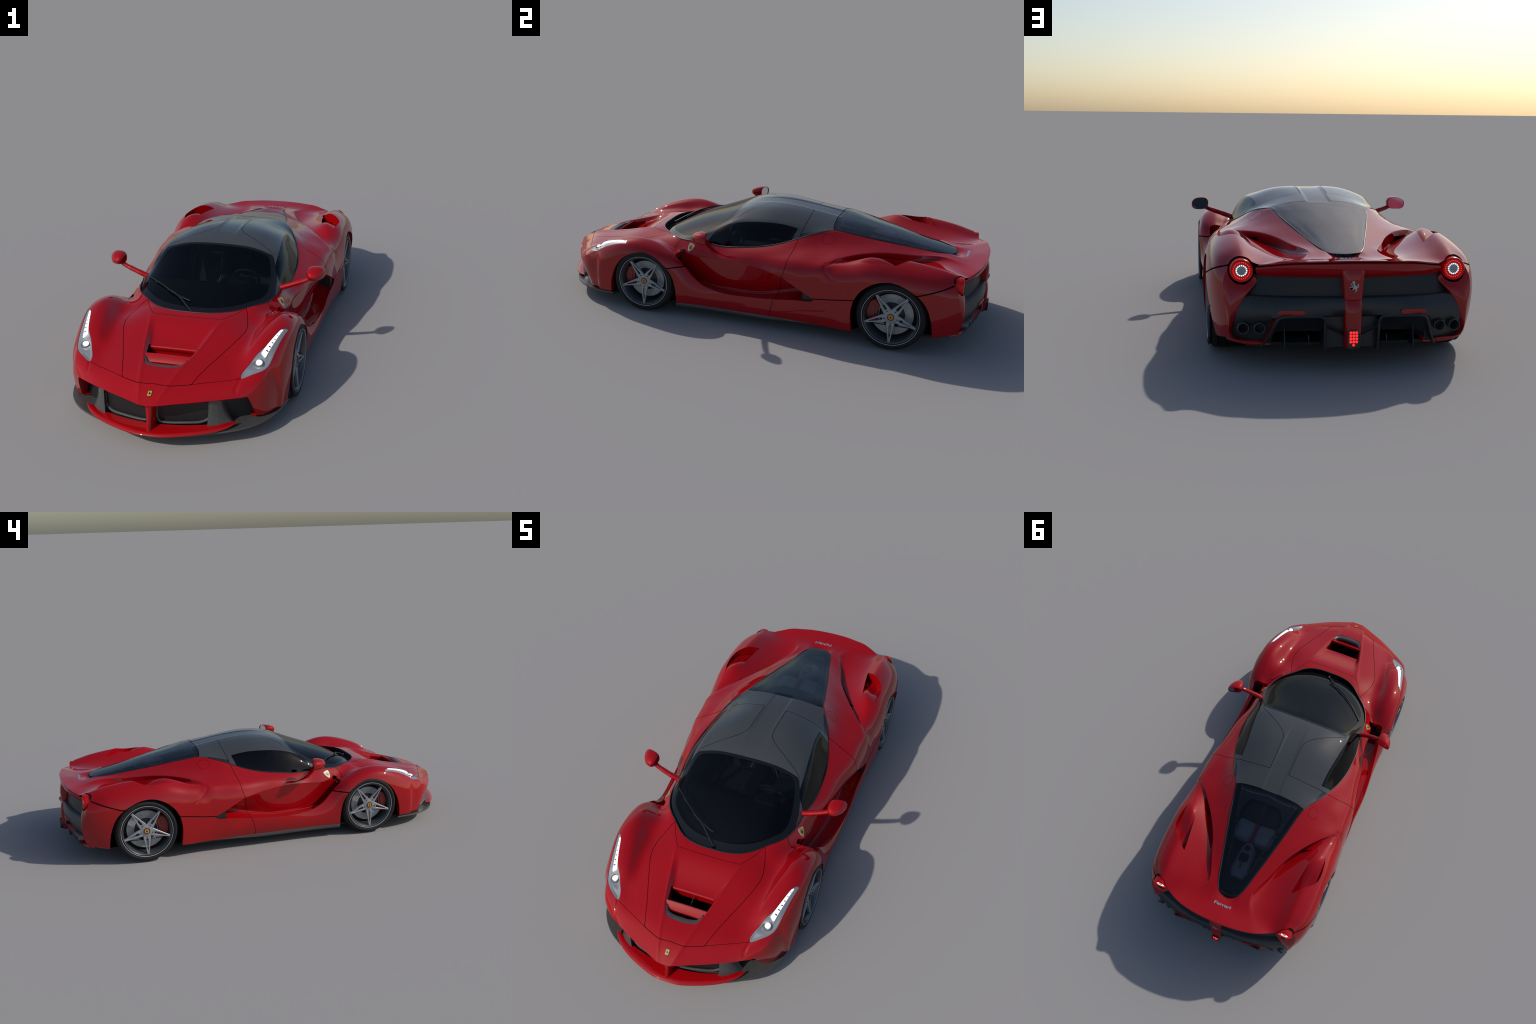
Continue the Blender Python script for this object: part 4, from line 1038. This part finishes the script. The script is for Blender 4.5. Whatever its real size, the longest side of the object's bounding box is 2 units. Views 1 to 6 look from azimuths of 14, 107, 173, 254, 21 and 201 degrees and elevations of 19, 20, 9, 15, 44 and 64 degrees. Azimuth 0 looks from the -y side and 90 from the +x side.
# centre column with rain light
def col(z, y, hw, back=.04, rnd=.5):
    return [(-hw, y - back, z), (-hw, y - .010, z), (-hw * .86, y - .003, z), (-hw * .5, y, z), (hw * .5, y, z), (hw * .86, y - .003, z), (hw, y - .010, z), (hw, y - back, z)]
B = Builder(); B.add(*loft_rings([col(.318, .9745, .040), col(.306, .979, .036), col(.290, .984, .0325), (col(.262, .9855, .0300)), col(.232, .9840, .0285), col(.2225, .983, .0280)]))
mesh_object("tail_column", B.V, B.F, PAINT, smooth=50)
B = Builder(); B.add(*loft_rings([col(.2215, .978, .0285), col(.205, .9865, .0275), col(.18, .9905, .0262), col(.15, .9915, .0250), col(.130, .9915, .0245), col(.105, .991, .024), col(.078, .987, .023)]))
mesh_object("tail_column_lower", B.V, B.F, PAINT, smooth=50)
pl = [(math.copysign(abs(math.cos(a)) ** .45, math.cos(a)) * .0185, .107 + math.copysign(abs(math.sin(a)) ** .45, math.sin(a)) * .0275) for a in np.linspace(0, 2 * math.pi, 40, endpoint=False)]
cen = np.array([0, .107])
B = Builder(); B.add(*loft_rings([[(x, .985, z) for x, z in pl], [(x, .9955, z) for x, z in pl], [(x, .9985, z) for x, z in pl], [(x * .90, .9985, (z - .107) * .93 + .107) for x, z in pl], [(x * .88, .9935, (z - .107) * .92 + .107) for x, z in pl]]))
lightbox = mesh_object("rain_light", B.V, B.F, BLACKGLOSS, smooth=40)
B = Builder()
for r in range(4):
    for k in (-1, 0, 1): B.add(*ball((k * .0088, .9945, .1268 - r * .0092), .0040, 10, 6, (1, .7, 1)))
B.add(*ball((0, .9945, .0895), .0040, 10, 6, (1, .7, 1)))
mesh_object("rain_light_bulbs", B.V, B.F, LEDR, lightbox, stuff=True)
V, F = horse_mark(.034, lambda a, b: (-a, .9864, .262 + b)); hs = mesh_object("tail_emblem", V, F, STRIPE, smooth=None)

# ------------------------------------------------------------------ diffuser
def frame(s=1):
    o = [(.262, .920, .072), (.243, .950, .112), (.228, .971, .150), (.217, .980, .168), (.204, .980, .1725), (.15, .9765, .1725), (.10, .9745, .171), (.086, .973, .167), (.0815, .970, .155), (.0800, .964, .11), (.0785, .957, .064)]
    return smooth_curve(o, 70)
fr = frame()
both_sides("diffuser_frame", *tube(fr, .0042, 10), BUMPER)
front = np.array([(p[0] * .9 + .0, .74, .062 + .10 * max(0, p[2] - .072)) for p in fr])
midl = np.array([(p[0] * .97, p[1] - .045, .066 + (p[2] - .066) * .62) for p in fr])
V, F = loft_lines([fr, fr + [0, -.01, 0], midl, front], 60); both_sides("diffuser_tunnel", V, F, BUMPER, smooth=60)
V, F = loft_lines([[(.083, .945, .166), (.15, .948, .167), (.216, .950, .166)], [(.083, .925, .140), (.15, .927, .140), (.222, .927, .140)], [(.083, .905, .112), (.15, .905, .112), (.230, .903, .112)]], 16, 10)
both_sides("diffuser_wall", V, F, BUMPER)
both_sides("diffuser_fin", *prism([(.80, .066), (.935, .066), (.935, .090), (.918, .130), (.84, .12)], 0, .194, .197), BUMPER, smooth=None)
both_sides("diffuser_fin", *prism([(.80, .070), (.91, .072), (.905, .10), (.84, .11)], 0, .118, .1205), BUMPER, smooth=None)
both_sides("diffuser_flap", *loft_rings([[(x, .86, .082), (x, .91, .0775), (x, .912, .0795), (x, .86, .0855)] for x in (.088, .14, .194)]), BUMPER, smooth=None)
V, F = loft_lines([fr[:24] + [.004, 0, 0], smooth_curve([(.268, .890, .076), (.250, .895, .112), (.236, .910, .150), (.226, .930, .168)], 24)], 24)
both_sides("diffuser_side_blade", V, F, PAINT)
both_sides("diffuser_strake", *prism([(.915, .066), (.958, .066), (.966, .110), (.971, .160), (.930, .160)], 0, .0765, .0800), BUMPER, smooth=None)
both_sides("diffuser_brace", *loft_rings([[(.020, .968, .118), (.020, .975, .113), (.020, .966, .109)], [(.082, .966, .144), (.082, .972, .140), (.082, .964, .136)]]), BUMPER, smooth=None)
both_sides("diffuser_keel", *loft_rings([[(.015, .95, .166), (.015, .95, .075), (.015, .80, .06), (.015, .80, .166)], [(.080, .945, .166), (.079, .945, .070), (.079, .80, .06), (.079, .80, .166)]]), BUMPER, smooth=None)
both_sides("lower_valance", *tube([(.262, .912, .078), (.30, .906, .079), (.335, .893, .083), (.362, .868, .086)], .005, 8, 24), PAINT)
both_sides("tow_trim", *prism([(.86, .066), (.905, .072), (.905, .088), (.86, .088)], 0, .235, .258), REDTRIM, smooth=None)

# ------------------------------------------------------------------ tail lamps
def tail_lamp(s):
    c = (s * .322, .906, .297)
    V, F = revolve_y([(.0360, -.040), (.0352, -.012), (.0345, -.003), (.0325, 0), (.0285, -.001), (.0270, -.006), (.0190, -.006), (.0188, -.010)], c, 56)
    lamp = mesh_object("tail_lamp", V, F, LAMPRED, smooth=40)
    V, F = revolve_y([(.0405, -.040), (.0405, -.030), (.0355, -.032)], c, 48); mesh_object("lamp_surround", V, F, GAPMAT, lamp)
    V, F = revolve_y([(.0188, -.0100), (.0188, -.0055), (.0170, -.0045), (.0130, -.006), (.0125, -.008)], c, 40); mesh_object("lamp_ring", V, F, CHROME, lamp)
    V, F = revolve_y([(.0126, -.008), (.0110, -.0055), (.006, -.0045), (0, -.0042)], c, 32); mesh_object("lamp_lens", V, F, LAMPDARK if False else LAMPSILVER, lamp)
    B = Builder()
    for k in range(24):
        a = 2 * math.pi * k / 24; B.add(*ball((c[0] + .0245 * math.cos(a), c[1] - .0045, c[2] + .0245 * math.sin(a)), .0016, 8, 5))
    mesh_object("lamp_red_diodes", B.V, B.F, LEDR, lamp, stuff=True)
    B = Builder()
    for k in range(16):
        a = 2 * math.pi * k / 16; B.add(*ball((c[0] + .0152 * math.cos(a), c[1] - .0048, c[2] + .0152 * math.sin(a)), .0019, 8, 5))
    mesh_object("lamp_white_diodes", B.V, B.F, LEDW, lamp, stuff=True)
for s in (1, -1): tail_lamp(s)

# ------------------------------------------------------------------ badges and lettering
def surface_frame(p):
    k = np.argmin(((before.V - p) ** 2).sum(1)); return before.V[k], before.N[k]
def shield(s):
    p, n = surface_frame(np.array([.296, -.300, .291]))
    up = np.array([0, .25, 1.0]); up -= n * (up @ n); up /= np.linalg.norm(up); sd = np.cross(up, n)      # sd points to +y-ish or -y-ish
    if sd[1] < 0: sd = -sd
    def at(a, b, h): return tuple((p + sd * a * (1 if s > 0 else 1) + up * b + n * h) * [s, 1, 1])
    out = smooth_curve([(-.0145, .0165), (-.007, .0190), (.007, .0190), (.0145, .0165), (.0140, .002), (.009, -.011), (0, -.0195), (-.009, -.011), (-.0140, .002)], 48, closed=True)
    base = loft_rings([[at(a, b, -.001) for a, b in out], [at(a, b, .0016) for a, b in out], [at(a * .9, b * .92, .002) for a, b in out]])
    bd = mesh_object("badge", *base, CHROME)
    fld = loft_rings([[at(a * .84, b * .86, .0015) for a, b in out], [at(a * .84, b * .86, .0024) for a, b in out]])
    mesh_object("badge_field", *fld, YELLOW, bd)
    V, F = horse_mark(.021, lambda a, b: at(a * s, b, .0027)); mesh_object("badge_emblem", V, F, BLACK, bd, smooth=None)
for s in (1, -1): shield(s)
p, n = surface_frame(np.array([0, -.953, .191])); p[0] = 0
n = np.array([0, n[1], n[2]]); n /= np.linalg.norm(n); up = np.array([0, n[2], -n[1]])
def nose_at(a, b, h): return tuple(p + np.array([1, 0, 0]) * a + up * b + n * h)
sq = lambda w, h: [(math.copysign(abs(math.cos(a)) ** .3, math.cos(a)) * w, math.copysign(abs(math.sin(a)) ** .3, math.sin(a)) * h) for a in np.linspace(0, 2 * math.pi, 32, endpoint=False)]
bd = mesh_object("badge", *loft_rings([[nose_at(a, b, -.001) for a, b in sq(.0078, .0125)], [nose_at(a, b, .0014) for a, b in sq(.0078, .0125)]]), BLACKGLOSS)
mesh_object("badge_field", *loft_rings([[nose_at(a, b - .0008, .001) for a, b in sq(.0068, .0100)], [nose_at(a, b - .0008, .0019) for a, b in sq(.0068, .0100)]]), YELLOW, bd)
V, F = horse_mark(.0145, lambda a, b: nose_at(a, b - .001, .0022)); mesh_object("badge_emblem", V, F, BLACK, bd, smooth=None)
def lettering(text, size, mat, M, name="lettering", parent=ROOT, depth=.0012, width=None):
    cu = bpy.data.curves.new(name, 'FONT'); cu.body = text; cu.size = size; cu.extrude = depth; cu.offset = .0005 if size > .015 else 0.0; cu.align_x = 'CENTER'; cu.align_y = 'CENTER'
    ob = bpy.data.objects.new(name, cu); bpy.context.scene.collection.objects.link(ob)
    dg = bpy.context.evaluated_depsgraph_get(); me = bpy.data.meshes.new_from_object(ob.evaluated_get(dg))
    bpy.data.objects.remove(ob); me.materials.clear(); me.materials.append(mat)
    if width:
        w = max(v.co.x for v in me.vertices) - min(v.co.x for v in me.vertices)
        me.transform(Matrix.Diagonal((width / w, 1, 1, 1)))
    me.transform(M); return add_object(name, me, parent)
zt = float(body_z([(0.001, .889)])[0])
p2, n2 = surface_frame(np.array([0.0, .889, zt])); tilt = math.atan2(n2[1], n2[2])
lettering("Ferrari", .0215, CHROME, Matrix.Translation((0, .889, zt + .0006)) @ Matrix.Rotation(-tilt, 4, 'X') @ Matrix.Rotation(math.pi, 4, 'Z'), width=.084)

# ------------------------------------------------------------------ wiper
B = Builder()
def can_z(x, y):
    V = SCREEN.V; return float(V[np.argmin((V[:, 0] - abs(x)) ** 2 + (V[:, 1] - y) ** 2), 2])
def on_glass(x, y, h): return (x, y, can_z(x, y) + h)
B.add(*tube([on_glass(.0, -.505, .006), on_glass(-.03, -.480, .008), on_glass(-.075, -.44, .011), on_glass(-.127, -.407, .011)], .0036, 8, 20, flat=.6))
B.add(*tube([on_glass(-.022, -.455, .005), on_glass(-.08, -.432, .006), on_glass(-.127, -.402, .0065), on_glass(-.19, -.348, .006), on_glass(-.249, -.292, .005)], .0026, 8, 40))
B.add(*tube([on_glass(-.10, -.425, .008), on_glass(-.15, -.385, .009), on_glass(-.20, -.345, .008)], .0022, 8, 20))
B.add(*revolve_y([(.006, -.006), (.006, .006), (0, .006)], on_glass(0, -.505, .004), 12))
mesh_object("windscreen_wiper", B.V, B.F, BLACK)

# ------------------------------------------------------------------ cabin
B = Builder()
B.add(*prism([(-.27, -.34), (.27, -.34), (.275, .28), (-.275, .28)], 2, .10, .11))
mesh_object("cabin_floor", B.V, B.F, INTERIOR, smooth=None)
for x in (.279,): both_sides("door_lining", *prism([(-.33, .10), (.29, .10), (.23, .34), (.10, .325), (-.10, .305), (-.30, .295)], 0, x, x + .004), INTERIOR, smooth=None)
mesh_object("rear_bulkhead", *prism([(-.24, .10), (.24, .10), (.22, .36), (.13, .40), (-.13, .40), (-.22, .36)], 1, .255, .265), INTERIOR, smooth=None)
mesh_object("front_bulkhead", *prism([(-.28, .06), (.28, .06), (.27, .29), (-.27, .29)], 1, -.345, -.335), INTERIOR, smooth=None)
V, F = loft_lines([[(-.26, -.33, .297), (0, -.47, .303), (.26, -.33, .297)], [(-.26, -.27, .312), (0, -.36, .322), (.26, -.27, .312)], [(-.265, -.21, .312), (0, -.25, .330), (.265, -.21, .312)], [(-.265, -.19, .27), (0, -.215, .29), (.265, -.19, .27)], [(-.26, -.23, .18), (0, -.23, .20), (.26, -.23, .18)]], 40, 16)
mesh_object("dashboard", V, F, INTERIOR, smooth=60)
mesh_object("instrument_binnacle", *rounded_box((.118, -.222, .331), (.11, .06, .03), .5), INTERIOR)
mesh_object("centre_tunnel", *rounded_box((0, -.02, .19), (.075, .46, .12), .35), INTERIOR)
def seat(sx):
    c = sx * .118
    tilt = Matrix.Rotation(math.radians(-24), 3, 'X')
    S = Builder(); S.add(*rounded_box((c, -.02, .165), (.17, .20, .06), .45))
    S.add(*rounded_box((c, .115, .255), (.165, .055, .24), .5, tilt)); S.add(*rounded_box((c, .168, .372), (.085, .036, .068), .55, tilt))
    for k in (-1, 1):
        S.add(*rounded_box((c + k * .075, .095, .25), (.035, .07, .20), .6, tilt)); S.add(*rounded_box((c + k * .075, -.02, .185), (.035, .19, .06), .6))
    st = mesh_object("seat", S.V, S.F, LEATHER, smooth=60)
    W = Builder()
    for k in (-1, 1):
        W.add(*tube([(c + k * .05, .045, .20), (c + k * .066, .060, .25), (c + k * .060, .085, .30), (c + k * .050, .115, .345), (c + k * .044, .135, .385)], .0013, 6, 24))
    W.add(*tube([(c - .035, .128, .392), (c - .026, .132, .366), (c, .130, .360), (c + .026, .132, .366), (c + .035, .128, .392)], .0013, 6, 24))
    mesh_object("seat_piping", W.V, W.F, PIPING, st)
for sx in (1, -1): seat(sx)
B = Builder(); R = Matrix.Rotation(math.radians(24), 3, 'X'); cw = Vector((.118, -.150, .318))
ringp = [tuple(cw + R @ Vector((.052 * math.cos(a), 0, .048 * math.copysign(abs(math.sin(a)) ** .8, math.sin(a))))) for a in np.linspace(0, 2 * math.pi, 32, endpoint=False)]
B.add(*tube(ringp, .0065, 8, closed=True)); B.add(*rounded_box(tuple(cw), (.045, .02, .036), .6, R))
for dx in (-.035, .035): B.add(*rounded_box(tuple(cw + Vector((dx, 0, 0))), (.05, .012, .016), .6, R))
B.add(*tube([tuple(cw), (.118, -.24, .290)], .012, 8))
mesh_object("steering_wheel", B.V, B.F, LEATHER)
mesh_object("rear_view_mirror", *rounded_box((0, -.155, .418), (.062, .010, .018), .5), BLACK)

# ------------------------------------------------------------------ engine bay under the rear window
B = Builder(); B.add(*prism([(-.26, .265), (.26, .265), (.20, .86), (-.20, .86)], 2, .245, .250))
mesh_object("engine_bay_floor", B.V, B.F, ENGINEDARK, smooth=None)
walls = half[(half[:, 1] > .26)]
V, F = loft_lines([np.c_[walls * [.97, 1], np.interp(walls[:, 1], [.26, .32, .8, .84], [.405, .412, .330, .325])], np.c_[walls * [.93, 1], np.full(len(walls), .25)]], 60)
both_sides("engine_bay_wall", V, F, ENGINEDARK)
def gz(y): return float(np.interp(y, [.31, .42, .55, .70, .80, .85], [.4425, .422, .396, .362, .3425, .332]))
def bay_plate(pts, drop, th, name, mat, parent=ROOT, smooth=None):
    V = [(x, y, can_z(x, y) - drop - th) for x, y in pts] + [(x, y, can_z(x, y) - drop) for x, y in pts]; n = len(pts)
    F = [(i, (i + 1) % n, n + (i + 1) % n, n + i) for i in range(n)] + [tuple(reversed(range(n))), tuple(range(n, 2 * n))]
    return mesh_object(name, V, F, mat, parent, smooth=smooth)
fp = [(.150, .322), (.150, .33), (.122, .445), (.112, .455), (.094, .390), (.072, .362), (0, .352), (-.072, .362), (-.094, .390), (-.112, .455), (-.122, .445), (-.150, .33), (-.150, .322)]
fp = [(.150, .318), (.145, .345), (.118, .470), (.108, .470), (.100, .400), (.075, .365)]
for s in (1, -1): bay_plate([(s * x, y) for x, y in (fp + [(0, .362), (0, .318)])][::s], .012, .003, "bay_frame", BAYPANEL)
eng = mesh_object("engine_cover", *rounded_box((0, .395, .345), (.20, .13, .085), .45), ENGINEDARK)
for s in (1, -1):
    mesh_object("intake_plenum", *rounded_box((s * .052, .50, .335), (.098, .115, .07), .55), ENGINE, eng)
bay_plate([(.0065, .36), (.0065, .565), (-.0065, .565), (-.0065, .36)], .038, .03, "red_stripe", REDTRIM, eng)
neck = [[(x * w, y, z) for x, z in ((-1, 0), (-.75, .8), (0, 1), (.75, .8), (1, 0))] for w, y, z in ()]
rings = []
for y, w, top in ((.555, .018, .352), (.575, .034, .362), (.61, .040, .358), (.65, .042, .345), (.70, .046, .330), (.73, .030, .315)):
    rings.append([(w * math.cos(a), y, .29 + (top - .29) * abs(math.sin(a)) ** .7) for a in np.linspace(0, math.pi, 15)] + [(-w, y, .27), (w, y, .27)])
mesh_object("air_box", *loft_rings(rings), ENGINE, eng, smooth=50)
V, F = tube([(.019 * math.cos(a), .592 + .019 * math.sin(a), .3635 - .10 * .019 * math.sin(a)) for a in np.linspace(0, 2 * math.pi, 28, endpoint=False)], .0032, 8, closed=True); mesh_object("filler_ring", V, F, ENGINE, eng)
mesh_object("oil_cap", *rounded_box((0, .592, .363), (.028, .028, .006), .7), BLACK, eng)
V, F = tube([(.0165 * math.cos(a), .592 + .0165 * math.sin(a), .3655) for a in np.linspace(0, 2 * math.pi, 28, endpoint=False)], .0009, 6, closed=True); mesh_object("cap_red_ring", V, F, REDTRIM, eng)
mesh_object("air_box_lid", *rounded_box((0, .635, .349), (.046, .05, .014), .6), BLACK, eng)
bay_plate([(.005, .665), (.005, .69), (-.005, .69), (-.005, .665)], .022, .004, "red_stripe", REDTRIM, eng)
B = Builder()
for k in range(9):
    x = -.034 + k * .0085; B.add(*prism([(.755, .300), (.812, .300), (.812, .312), (.755, .322)], 0, x - .0022, x + .0022))
mesh_object("bay_louvres", B.V, B.F, BLACKGLOSS, eng, smooth=None)
for y, x in ((.50, .105), (.62, .082)):
    both_sides("strut_loop", *tube([(x - .022, y + .012, gz(y) - .035), (x - .012, y, gz(y) - .018), (x + .004, y - .006, gz(y) - .016), (x + .016, y - .004, gz(y) - .025)], .0022, 8, 20), CHROME, eng)
both_sides("glass_rail", *tube([(.128, .33, can_z(.128, .33) - .007), (.094, .515, can_z(.094, .515) - .007), (.060, .70, can_z(.06, .70) - .007)], .0026, 6, 12), BAYPANEL, eng)
for y, x in ((.345, .128), (.70, .062), (.80, .046)):
    both_sides("glass_stud", *ball((x, y, can_z(x, y) - .004), .0026, 8, 5), BLACKGLOSS, eng)
for s in (1, -1):
    lettering("FERRARI", .013, ENGINE, Matrix.Translation((s * .040, .405, gz(.405) - .052)) @ Matrix.Rotation(math.radians(-8), 4, 'X') @ Matrix.Rotation(math.pi / 2 if s < 0 else math.pi / 2, 4, 'Z'), parent=eng, depth=.0005)
